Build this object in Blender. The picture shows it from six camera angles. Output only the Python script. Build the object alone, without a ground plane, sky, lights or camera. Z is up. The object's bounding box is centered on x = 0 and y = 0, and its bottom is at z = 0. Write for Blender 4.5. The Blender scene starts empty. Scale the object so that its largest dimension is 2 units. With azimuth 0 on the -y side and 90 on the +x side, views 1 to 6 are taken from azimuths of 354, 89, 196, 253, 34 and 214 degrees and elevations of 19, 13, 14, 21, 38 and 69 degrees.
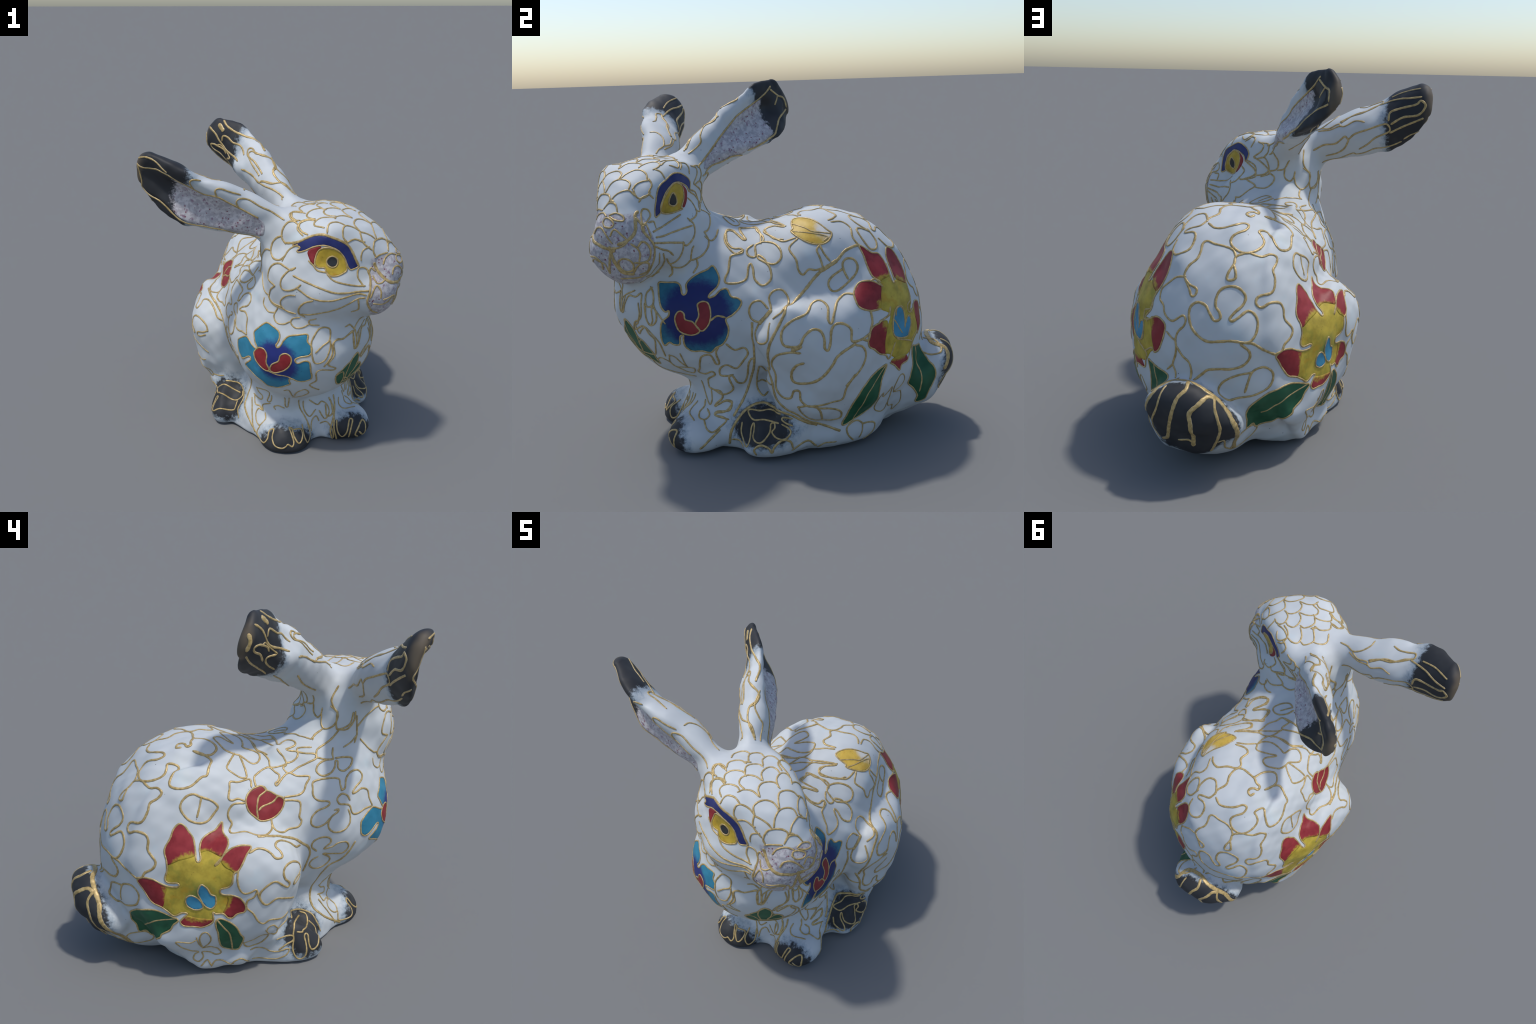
# A sitting enamel (cloisonne) rabbit: porcelain-white enamel, brass wires, coloured enamel cells.
import bpy, bmesh, math
import numpy as np
from mathutils import Vector
from mathutils.bvhtree import BVHTree

# ----------------------------------------------------------------------------
# 1. BODY FORM: rounded masses (ellipsoids) and two cupped ear blades, blended
# ----------------------------------------------------------------------------
def rot(v):
    v = np.asarray(v, float)
    a = np.linalg.norm(v)
    if a < 1e-9:
        return np.eye(3)
    k = v / a
    K = np.array([[0, -k[2], k[1]], [k[2], 0, -k[0]], [-k[1], k[0], 0]])
    return np.eye(3) + math.sin(a) * K + (1 - math.cos(a)) * K @ K


def ellipsoid(P, c, r, v):
    c, r = np.array(c, np.float32), np.array(r, np.float32)
    q = (P - c) @ rot(v).astype(np.float32)
    k0 = np.sqrt(((q / r) ** 2).sum(-1))
    k1 = np.sqrt(((q / (r * r)) ** 2).sum(-1))
    return np.where(k0 < 1e-6, -np.min(r), k0 * (k0 - 1) / np.maximum(k1, 1e-9))


def spline(ctrl, t):
    c = np.asarray(ctrl, np.float32)
    n = len(c) - 1
    x = np.clip(t, 0, 1) * n
    i = np.minimum(x.astype(int), n - 1)
    f = x - i
    p = np.concatenate([2 * c[:1] - c[1:2], c, 2 * c[-1:] - c[-2:-1]])
    p0, p1, p2, p3 = p[i], p[i + 1], p[i + 2], p[i + 3]
    if p.ndim > 1:
        f = f[:, None]
    return 0.5 * (2 * p1 + (p2 - p0) * f + (2 * p0 - 5 * p1 + 4 * p2 - p3) * f * f + (3 * p1 - p0 - 3 * p2 + p3) * f ** 3)


def ear_blade(P, E):
    """A leaf-like blade along a spine: half width, back and front thickness, cupping per station;
    the hollow side looks along `face` (base and tip)."""
    st = np.array(E["spine"], np.float32)
    ax = st[-1] - st[0]
    L = np.linalg.norm(ax)
    ax = ax / L
    t = np.clip(((P - st[0]) @ ax) / L, 0, 1)
    c = spline(st, t)
    nb, nt = np.array(E["face"][0], np.float32), np.array(E["face"][1], np.float32)
    n = nb + (nt - nb) * t[:, None]
    n = n - (n @ ax)[:, None] * ax
    n /= np.linalg.norm(n, axis=1, keepdims=True)
    w = np.cross(n, ax)
    d = P - c
    e, a, b = d @ ax, (d * w).sum(1), (d * n).sum(1)
    W = np.maximum(spline(E["width"], t), 0.02)
    b = b - spline(E["cup"], t) * np.minimum((a / W) ** 2, 1.6) * W
    T = np.where(b > 0, np.maximum(spline(E["inner"], t), 0.012), np.maximum(spline(E["outer"], t), 0.015))
    R = 0.06
    k0 = np.sqrt((a / W) ** 2 + (b / T) ** 2 + (e / R) ** 2)
    k1 = np.sqrt((a / W ** 2) ** 2 + (b / T ** 2) ** 2 + (e / R ** 2) ** 2)
    blade = np.where(k0 < 1e-5, -T, k0 * (k0 - 1) / np.maximum(k1, 1e-9))
    # the long hollow of the inner ear, carved out with a soft rim
    at, long_r, wide_r, deep_r, sink = E["scoop"]
    floor = spline(E["inner"], t) + deep_r - sink
    s0 = np.sqrt(((t - at) * L / long_r) ** 2 + (a / wide_r) ** 2 + ((b - floor) / deep_r) ** 2)
    hollow = (s0 - 1) * 0.09
    h = np.maximum(0.035 - np.abs(blade + hollow), 0) / 0.035
    return np.maximum(blade, -hollow) + h * h * 0.035 * 0.25


# name, blend radius, centre, radii, rotation vector
MASSES = [
    ("rump", "body", 0.100, (0.219, 0.292, 0.676), (0.346, 0.515, 0.597), (0.369, 0.179, 0.194)),
    ("torso", "body", 0.250, (0.147, -0.152, 0.619), (0.402, 0.595, 0.301), (0.150, -0.062, 0.180)),
    ("chest", "body", 0.250, (0.221, -0.589, 0.724), (0.375, 0.331, 0.246), (-0.253, -0.336, -0.033)),
    ("neck", "body", 0.200, (0.175, -0.665, 0.952), (0.202, 0.201, 0.254), (-0.034, 0.000, 0.007)),
    ("head", "head", 0.140, (0.178, -0.686, 1.337), (0.274, 0.206, 0.252), (-0.045, 0.003, -0.370)),
    ("jaw", "head", 0.160, (0.243, -0.743, 1.116), (0.347, 0.168, 0.146), (-0.022, -0.089, -0.437)),
    ("muzzle", "head", 0.140, (0.582, -0.785, 1.165), (0.106, 0.175, 0.176), (0.044, 0.123, -0.419)),
    ("thighR", "body", 0.120, (0.496, 0.247, 0.414), (0.226, 0.224, 0.459), (-0.086, 0.313, 0.012)),
    ("thighL", "body", 0.140, (-0.247, 0.135, 0.388), (0.133, 0.316, 0.478), (0.100, -0.256, 0.038)),
    ("hfootR", "body", 0.080, (0.538, 0.049, 0.109), (0.135, 0.290, 0.107), (0.161, 0.040, 0.455)),
    ("hfootL", "body", 0.080, (-0.192, -0.039, 0.075), (0.124, 0.333, 0.157), (0.014, 0.061, -0.468)),
    ("base", "body", 0.100, (0.222, 0.099, 0.131), (0.389, 0.466, 0.124), (-0.094, 0.055, -0.069)),
    ("legL", "body", 0.120, (0.120, -0.419, 0.291), (0.127, 0.134, 0.275), (0.063, 0.007, 0.004)),
    ("legR", "body", 0.120, (0.367, -0.401, 0.235), (0.103, 0.118, 0.363), (-0.449, -0.097, 0.080)),
    ("ffootL", "body", 0.060, (0.073, -0.569, 0.042), (0.159, 0.143, 0.126), (0.031, -0.047, -0.035)),
    ("ffootR", "body", 0.060, (0.490, -0.484, 0.089), (0.143, 0.156, 0.098), (0.025, 0.164, -0.100)),
    ("tail", "tail", 0.060, (0.167, 0.849, 0.340), (0.233, 0.124, 0.179), (-0.533, -0.465, 0.178)),
    ("shoulderL", "body", 0.250, (-0.069, -0.448, 0.798), (0.122, 0.279, 0.183), (0.094, -0.073, 0.166)),
    ("shoulderR", "body", 0.250, (0.331, -0.282, 0.859), (0.135, 0.177, 0.224), (0.050, -0.054, -0.115)),
    ("brow", "head", 0.160, (0.417, -0.734, 1.405), (0.183, 0.141, 0.115), (0.020, 0.204, -0.300)),
    ("cheekL", "head", 0.140, (0.146, -0.845, 1.201), (0.204, 0.095, 0.122), (-0.019, 0.272, -0.455)),
    ("cheekR", "head", 0.140, (0.373, -0.499, 1.180), (0.182, 0.089, 0.134), (-0.076, 0.198, -0.516)),
    ("nape", "body", 0.250, (0.069, -0.384, 1.009), (0.093, 0.160, 0.193), (-0.072, -0.117, -0.012)),
    ("kneeR", "body", 0.160, (0.659, 0.053, 0.523), (0.073, 0.137, 0.324), (0.038, 0.083, -0.120)),
    ("kneeL", "body", 0.160, (-0.356, 0.002, 0.475), (0.099, 0.140, 0.260), (0.189, -0.210, 0.058)),
    ("elbowL", "body", 0.150, (-0.043, -0.312, 0.114), (0.127, 0.155, 0.275), (-0.140, 0.345, -0.033)),
    ("elbowR", "body", 0.150, (0.423, -0.199, 0.150), (0.135, 0.156, 0.214), (-0.035, -0.151, -0.023)),
    ("flankR", "body", 0.300, (0.409, 0.523, 0.548), (0.152, 0.138, 0.291), (0.127, 0.009, 0.488)),
    ("flankL", "body", 0.300, (-0.135, 0.430, 0.688), (0.079, 0.201, 0.404), (0.124, 0.132, 0.009)),
    ("taillow", "tail", 0.080, (0.248, 0.768, 0.262), (0.153, 0.137, 0.101), (0.278, 0.091, 0.069)),
    ("eyeL", "head", 0.140, (0.279, -0.831, 1.382), (0.157, 0.064, 0.168), (0.471, -0.165, -0.123)),
    ("eyeR", "head", 0.140, (0.309, -0.575, 1.402), (0.194, 0.068, 0.154), (-0.297, 0.146, -0.559)),
    ("napelow", "body", 0.300, (0.039, -0.144, 0.963), (0.180, 0.363, 0.133), (0.331, -0.155, 0.033)),
    ("tailroot", "body", 0.140, (0.175, 0.612, 0.190), (0.209, 0.175, 0.154), (-0.009, -0.176, -0.050)),
    ("web", "body", 0.080, (0.256, -0.466, 0.097), (0.156, 0.110, 0.167), (-0.051, 0.002, 0.044)),
    ("ledgeR", "body", 0.080, (0.487, 0.308, 0.097), (0.119, 0.233, 0.075), (-0.063, -0.046, 0.388)),
    ("ledgeL", "body", 0.080, (-0.179, 0.304, 0.103), (0.118, 0.224, 0.074), (0.105, -0.025, -0.582)),
]
EAR_OUT = dict(
    spine=[(0.029, -0.709, 1.463), (-0.241, -0.675, 1.581), (-0.517, -0.683, 1.684), (-0.708, -0.634, 1.818)],
    width=(0.086, 0.143, 0.207, 0.119), outer=(0.068, 0.114, 0.117, 0.055), inner=(0.055, 0.089, 0.079, 0.044), cup=(0.074, 0.190, 0.403, 0.155),
    face=[(-0.026, -1.005, -0.209), (-0.035, -0.418, -0.316)], scoop=(0.56, 0.34, 0.115, 0.10, 0.065))
EAR_BACK = dict(
    spine=[(0.105, -0.489, 1.511), (-0.016, -0.289, 1.653), (-0.149, -0.084, 1.769), (-0.300, 0.030, 1.869)],
    width=(0.094, 0.142, 0.214, 0.121), outer=(0.069, 0.111, 0.104, 0.042), inner=(0.050, 0.093, 0.063, 0.037), cup=(0.071, 0.085, 0.356, 0.152),
    face=[(0.934, 0.152, 0.390), (0.546, 0.119, -0.083)], scoop=(0.56, 0.34, 0.115, 0.10, 0.065))
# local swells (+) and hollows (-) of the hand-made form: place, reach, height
DENTS = [
    ("swell", (0.15, 1.04, 0.38), 0.10, 0.006),
    ("swell", (-0.06, -0.16, 1.22), 0.10, 0.032),
    ("swell", (-0.36, 0.49, 0.26), 0.10, 0.010),
    ("swell", (-0.10, 0.85, 0.31), 0.10, 0.024),
    ("swell", (0.35, 0.99, 0.37), 0.10, 0.005),
    ("swell", (0.66, -0.06, 0.51), 0.10, -0.019),
    ("swell", (-0.32, 0.47, 0.72), 0.10, 0.018),
    ("swell", (0.53, 0.09, 1.09), 0.10, 0.017),
    ("swell", (-0.63, -0.62, 1.81), 0.10, -0.010),
    ("swell", (-0.30, 0.28, 0.14), 0.10, -0.011),
    ("swell", (0.04, 0.88, 0.25), 0.10, -0.017),
    ("swell", (0.09, -0.33, 1.67), 0.10, 0.017),
    ("swell", (0.72, 0.06, 0.45), 0.10, -0.017),
    ("swell", (-0.22, -0.76, 1.56), 0.10, 0.012),
    ("swell", (-0.32, -0.74, 1.60), 0.10, 0.016),
    ("swell", (-0.10, -0.10, 1.74), 0.10, 0.012),
    ("swell", (0.02, -0.25, 1.73), 0.10, 0.017),
    ("swell", (-0.18, 0.66, 0.53), 0.10, -0.022),
    ("swell", (0.70, 0.37, 0.69), 0.10, -0.004),
    ("swell", (0.47, -0.46, 0.31), 0.10, -0.005),
    ("swell", (0.33, -0.56, 0.08), 0.10, -0.006),
    ("swell", (0.02, -0.39, 1.77), 0.10, -0.011),
    ("swell", (-0.08, -0.23, 1.12), 0.10, -0.017),
    ("swell", (0.33, 0.61, 1.11), 0.10, 0.015),
    ("swell", (-0.53, -0.72, 1.59), 0.10, 0.003),
    ("swell", (-0.27, -0.04, 1.86), 0.10, -0.011),
    ("swell", (-0.40, -0.11, 0.45), 0.10, -0.017),
    ("swell", (0.67, -0.04, 0.75), 0.10, -0.007),
    ("swell", (0.08, -0.77, 1.53), 0.10, 0.007),
    ("swell", (0.54, 0.35, 0.96), 0.10, -0.020),
    ("swell", (0.44, 0.80, 0.33), 0.10, 0.013),
    ("swell", (-0.36, 0.39, 0.45), 0.10, -0.017),
    ("swell", (0.61, -0.72, 1.35), 0.10, -0.005),
    ("swell", (-0.09, 0.75, 0.73), 0.10, 0.015),
    ("swell", (-0.01, 0.84, 0.40), 0.10, -0.017),
    ("swell", (0.12, 0.83, 0.59), 0.10, 0.008),
    ("swell", (0.64, 0.24, 0.89), 0.10, 0.010),
    ("swell", (-0.22, 0.28, 1.05), 0.10, 0.007),
    ("swell", (0.44, -0.10, 1.05), 0.10, -0.010),
    ("swell", (0.28, 0.81, 0.59), 0.10, 0.013),
    ("swell", (-0.14, 0.72, 0.45), 0.10, 0.014),
    ("swell", (-0.03, -0.83, 0.65), 0.10, -0.008),
    ("swell", (0.59, -0.14, 0.88), 0.10, 0.015),
    ("swell", (-0.27, 0.60, 0.61), 0.10, 0.005),
    ("swell", (-0.36, -0.58, 1.68), 0.10, 0.010),
    ("swell", (0.49, 0.69, 0.59), 0.10, -0.006),
    ("swell", (0.31, -0.24, 1.17), 0.10, 0.008),
    ("swell", (-0.14, -0.29, 0.20), 0.10, -0.004),
    ("swell", (-0.25, 0.19, 0.88), 0.10, -0.013),
    ("swell", (0.71, 0.21, 0.35), 0.10, -0.005),
    ("swell", (0.16, 0.97, 0.26), 0.10, 0.012),
    ("swell", (0.66, 0.16, 0.81), 0.10, -0.012),
    ("swell", (-0.17, -0.04, 1.96), 0.10, 0.003),
    ("swell", (0.71, 0.01, 0.21), 0.10, 0.014),
    ("swell", (-0.71, -0.70, 1.88), 0.10, -0.004),
    ("swell", (0.68, 0.08, 0.13), 0.10, -0.012),
    ("swell", (0.05, -0.31, 1.22), 0.10, -0.009),
    ("swell", (-0.21, 0.07, 1.67), 0.10, 0.003),
    ("swell", (-0.40, 0.33, 0.41), 0.10, 0.014),
    ("swell", (-0.18, -0.19, 1.67), 0.10, 0.010),
    ("swell", (0.51, -0.19, 0.30), 0.10, -0.008),
    ("swell", (0.56, -0.32, 0.84), 0.10, -0.004),
    ("swell", (0.17, -0.53, 0.23), 0.10, -0.011),
    ("swell", (-0.28, -0.29, 0.18), 0.10, 0.011),
    ("swell", (-0.27, 0.13, 0.95), 0.10, 0.011),
    ("swell", (-0.31, 0.37, 0.18), 0.10, -0.013),
    ("swell", (0.20, 0.61, 1.09), 0.10, -0.012),
    ("swell", (-0.76, -0.60, 1.76), 0.10, -0.003),
    ("swell", (0.37, -0.97, 1.27), 0.10, 0.006),
    ("swell", (-0.25, 0.39, 0.03), 0.10, 0.007),
    ("swell", (0.52, -0.28, 0.44), 0.10, 0.011),
    ("swell", (0.58, -0.18, 0.62), 0.10, -0.013),
    ("swell", (-0.13, -0.72, 1.44), 0.10, -0.007),
    ("swell", (0.20, 0.68, 1.01), 0.10, -0.004),
    ("swell", (0.55, -0.66, 0.63), 0.10, 0.010),
    ("swell", (0.49, -0.55, 1.28), 0.10, -0.009),
    ("swell", (-0.07, 0.62, 0.23), 0.10, -0.010),
    ("swell", (0.65, 0.47, 0.35), 0.10, 0.011),
    ("swell", (-0.14, 0.04, 1.10), 0.10, -0.010),
    ("swell", (0.39, 0.62, 0.99), 0.10, -0.007),
    ("swell", (-0.24, 0.18, 1.02), 0.10, 0.005),
    ("swell", (-0.00, -0.49, 1.41), 0.10, 0.005),
    ("swell", (0.68, -0.68, 1.21), 0.10, -0.004),
    ("swell", (0.52, -0.37, 0.25), 0.10, 0.004),
    ("swell", (0.69, -0.79, 1.29), 0.10, 0.008),
    ("swell", (-0.25, 0.04, 1.95), 0.10, 0.003),
    ("swell", (0.20, 0.74, 0.90), 0.10, -0.007),
    ("swell", (-0.63, -0.77, 1.84), 0.10, 0.007),
    ("swell", (0.76, 0.04, 0.66), 0.10, 0.010),
    ("swell", (-0.15, -0.35, 1.12), 0.10, 0.014),
    ("swell", (-0.70, -0.60, 1.88), 0.10, 0.010),
    ("swell", (-0.25, 0.42, 0.92), 0.10, 0.007),
    ("swell", (0.46, 0.43, 1.11), 0.10, 0.010),
    ("swell", (0.23, -0.03, 1.22), 0.10, 0.006),
    ("swell", (-0.38, 0.36, 0.72), 0.10, 0.006),
    ("swell", (-0.38, -0.19, 0.58), 0.10, 0.010),
    ("swell", (0.05, -0.16, 1.19), 0.10, -0.015),
    ("swell", (0.62, 0.53, 0.54), 0.10, -0.008),
    ("swell", (-0.12, -0.52, 1.11), 0.10, -0.010),
    ("swell", (0.55, 0.49, 0.95), 0.10, 0.012),
    ("swell", (-0.16, 0.49, 1.03), 0.10, -0.006),
    ("swell", (0.66, -0.83, 1.12), 0.10, -0.006),
    ("swell", (0.68, -0.11, 0.66), 0.10, 0.013),
    ("swell", (-0.24, 0.07, 1.02), 0.10, 0.005),
    ("swell", (-0.13, 0.38, 1.11), 0.10, -0.005),
    ("swell", (-0.22, -0.41, 0.55), 0.10, -0.010),
    ("swell", (0.32, 0.89, 0.48), 0.10, -0.012),
    ("swell", (-0.22, -0.20, 0.34), 0.10, 0.007),
    ("swell", (0.51, -0.29, 0.95), 0.10, -0.005),
]
# finer correction of the modelled form
DENTS += [
    ("swell", (-0.28, -0.25, 0.15), 0.075, -0.030),
    ("swell", (0.31, -0.53, 0.11), 0.075, -0.027),
    ("swell", (-0.30, 0.24, 0.10), 0.075, -0.015),
    ("swell", (-0.33, -0.31, 0.09), 0.075, -0.013),
    ("swell", (0.11, 0.92, 0.30), 0.075, -0.030),
    ("swell", (0.16, 0.96, 0.34), 0.075, -0.019),
    ("swell", (0.06, 0.92, 0.22), 0.075, 0.012),
    ("swell", (-0.39, -0.02, 0.26), 0.075, 0.020),
    ("swell", (0.40, -0.49, 0.25), 0.075, -0.019),
    ("swell", (0.12, 1.00, 0.32), 0.075, 0.026),
    ("swell", (-0.32, -0.23, 0.22), 0.075, 0.021),
    ("swell", (-0.15, -0.34, 0.37), 0.075, 0.016),
    ("swell", (0.62, 0.30, 0.85), 0.075, -0.011),
    ("swell", (0.05, 0.96, 0.30), 0.075, 0.016),
    ("swell", (0.52, -0.35, 0.37), 0.075, 0.016),
    ("swell", (-0.09, -0.55, 1.34), 0.075, 0.009),
    ("swell", (-0.46, 0.18, 0.65), 0.075, 0.014),
    ("swell", (0.48, 0.68, 0.49), 0.075, -0.012),
    ("swell", (-0.02, -0.38, 1.48), 0.075, 0.015),
    ("swell", (0.33, 0.59, 1.08), 0.075, -0.006),
    ("swell", (-0.06, -0.16, 1.22), 0.075, 0.016),
    ("swell", (0.63, -0.62, 1.26), 0.075, 0.013),
    ("swell", (0.51, -0.05, 1.04), 0.075, 0.011),
    ("swell", (-0.06, 0.81, 0.33), 0.075, -0.015),
    ("swell", (0.23, 0.54, 1.19), 0.075, 0.008),
    ("swell", (0.68, -0.13, 0.67), 0.075, 0.009),
    ("swell", (0.22, -0.45, 1.55), 0.075, 0.014),
    ("swell", (0.14, -0.87, 1.50), 0.075, -0.008),
    ("swell", (-0.28, 0.35, 0.10), 0.075, -0.015),
    ("swell", (0.68, -0.12, 0.17), 0.075, 0.009),
    ("swell", (-0.20, 0.58, 0.24), 0.075, 0.013),
    ("swell", (-0.49, -0.09, 0.63), 0.075, 0.005),
    ("swell", (0.08, -0.81, 1.51), 0.075, -0.009),
    ("swell", (-0.27, 0.59, 0.28), 0.075, 0.011),
    ("swell", (0.36, 0.86, 0.24), 0.075, -0.006),
    ("swell", (0.36, -0.92, 1.48), 0.075, -0.005),
    ("swell", (0.36, -0.88, 1.52), 0.075, -0.007),
    ("swell", (-0.23, 0.02, 1.84), 0.075, 0.018),
    ("swell", (0.70, 0.18, 0.82), 0.075, 0.014),
    ("swell", (0.68, -0.83, 1.32), 0.075, 0.005),
    ("swell", (0.68, 0.03, 0.23), 0.075, -0.008),
    ("swell", (-0.20, -0.43, 0.57), 0.075, -0.012),
    ("swell", (0.73, 0.32, 0.66), 0.075, -0.006),
    ("swell", (-0.47, -0.72, 1.62), 0.075, 0.011),
    ("swell", (0.74, 0.17, 0.29), 0.075, 0.009),
    ("swell", (0.25, 0.81, 0.13), 0.075, -0.012),
    ("swell", (0.23, -0.96, 1.47), 0.075, 0.013),
    ("swell", (-0.12, -0.80, 0.63), 0.075, 0.005),
    ("swell", (0.04, -0.82, 1.43), 0.075, -0.008),
    ("swell", (-0.21, -0.18, 1.70), 0.075, 0.012),
    ("swell", (-0.19, -0.37, 0.15), 0.075, 0.011),
    ("swell", (-0.26, -0.02, 1.76), 0.075, -0.008),
    ("swell", (-0.26, -0.18, 0.37), 0.075, -0.010),
    ("swell", (-0.71, -0.70, 1.88), 0.075, -0.004),
    ("swell", (-0.07, -0.34, 1.74), 0.075, -0.011),
    ("swell", (0.31, 0.66, 1.06), 0.075, 0.010),
    ("swell", (0.49, -0.60, 0.16), 0.075, 0.009),
    ("swell", (0.59, -0.09, 0.42), 0.075, 0.011),
    ("swell", (0.76, 0.21, 0.43), 0.075, 0.011),
    ("swell", (-0.17, -0.26, 1.72), 0.075, 0.007),
    ("swell", (-0.16, -0.19, 1.78), 0.075, -0.010),
    ("swell", (-0.33, -0.75, 1.60), 0.075, 0.011),
    ("swell", (0.09, -0.64, 0.16), 0.075, 0.005),
    ("swell", (0.66, 0.45, 0.31), 0.075, 0.010),
    ("swell", (-0.19, 0.41, 1.05), 0.075, 0.010),
    ("swell", (-0.12, -0.31, 1.76), 0.075, 0.007),
    ("swell", (0.17, -0.99, 1.15), 0.075, 0.010),
    ("swell", (0.65, -0.03, 0.30), 0.075, -0.009),
    ("swell", (-0.05, 0.27, 1.18), 0.075, -0.011),
    ("swell", (0.62, 0.40, 0.88), 0.075, 0.011),
    ("swell", (-0.75, -0.60, 1.70), 0.075, 0.011),
    ("swell", (-0.08, -0.14, 1.69), 0.075, -0.009),
    ("swell", (0.01, -0.26, 1.70), 0.075, -0.005),
    ("swell", (-0.03, -0.13, 1.17), 0.075, -0.013),
    ("swell", (0.24, -0.83, 1.55), 0.075, -0.003),
    ("swell", (0.29, -0.24, 1.19), 0.075, 0.007),
    ("swell", (-0.06, -0.07, 1.15), 0.075, -0.007),
    ("swell", (0.59, -0.01, 0.85), 0.075, -0.006),
    ("swell", (-0.36, 0.15, 0.10), 0.075, 0.014),
    ("swell", (0.46, -0.55, 1.30), 0.075, -0.009),
    ("swell", (-0.36, 0.06, 1.87), 0.075, 0.004),
    ("swell", (-0.30, 0.34, 0.04), 0.075, 0.011),
    ("swell", (-0.16, 0.45, 0.06), 0.075, -0.009),
    ("swell", (0.44, -0.38, 1.10), 0.075, 0.010),
    ("swell", (0.52, 0.53, 0.16), 0.075, 0.009),
    ("swell", (-0.46, 0.06, 0.50), 0.075, -0.004),
    ("swell", (0.60, -0.59, 1.15), 0.075, 0.008),
    ("swell", (-0.02, 0.20, 1.24), 0.075, 0.009),
    ("swell", (-0.19, -0.02, 1.67), 0.075, -0.007),
    ("swell", (-0.30, -0.13, 0.29), 0.075, -0.009),
    ("swell", (-0.39, 0.31, 0.55), 0.075, -0.008),
    ("swell", (-0.44, 0.15, 0.73), 0.075, 0.008),
    ("swell", (-0.38, -0.17, 0.57), 0.075, -0.007),
    ("swell", (0.08, 0.47, 1.21), 0.075, 0.012),
    ("swell", (0.49, -0.94, 1.33), 0.075, 0.005),
    ("swell", (-0.76, -0.64, 1.88), 0.075, 0.006),
    ("swell", (-0.36, 0.03, 0.19), 0.075, 0.005),
    ("swell", (0.37, -0.42, 1.31), 0.075, 0.006),
    ("swell", (0.00, 0.67, 1.02), 0.075, 0.006),
    ("swell", (0.49, -0.77, 0.71), 0.075, -0.008),
    ("swell", (-0.02, -0.62, 0.13), 0.075, 0.003),
    ("swell", (0.58, 0.27, 0.90), 0.075, -0.005),
    ("swell", (0.00, -0.47, 1.44), 0.075, 0.006),
    ("swell", (0.43, -0.19, 1.10), 0.075, 0.007),
    ("swell", (0.20, 0.81, 0.64), 0.075, -0.008),
    ("swell", (-0.20, -0.76, 1.67), 0.075, -0.007),
    ("swell", (0.19, 0.99, 0.40), 0.075, -0.004),
    ("swell", (-0.24, -0.23, 0.51), 0.075, -0.008),
    ("swell", (-0.21, -0.76, 1.52), 0.075, 0.008),
    ("swell", (-0.08, -0.70, 1.17), 0.075, -0.006),
    ("swell", (-0.13, -0.48, 0.11), 0.075, 0.007),
    ("swell", (-0.25, 0.57, 0.34), 0.075, -0.011),
    ("swell", (-0.10, -0.77, 0.56), 0.075, 0.009),
    ("swell", (0.38, 0.88, 0.31), 0.075, -0.008),
    ("swell", (-0.37, 0.06, 0.84), 0.075, -0.010),
    ("swell", (0.55, 0.64, 0.66), 0.075, -0.007),
    ("swell", (-0.76, -0.60, 1.76), 0.075, -0.010),
    ("swell", (0.61, -0.16, 0.20), 0.075, 0.008),
    ("swell", (-0.25, -0.08, 1.83), 0.075, -0.008),
    ("swell", (-0.26, -0.49, 0.74), 0.075, 0.006),
    ("swell", (-0.06, 0.87, 0.27), 0.075, 0.004),
    ("swell", (0.39, -0.40, 1.21), 0.075, -0.008),
    ("swell", (0.54, -0.46, 0.93), 0.075, 0.008),
    ("swell", (0.56, 0.62, 0.79), 0.075, 0.008),
]
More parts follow.
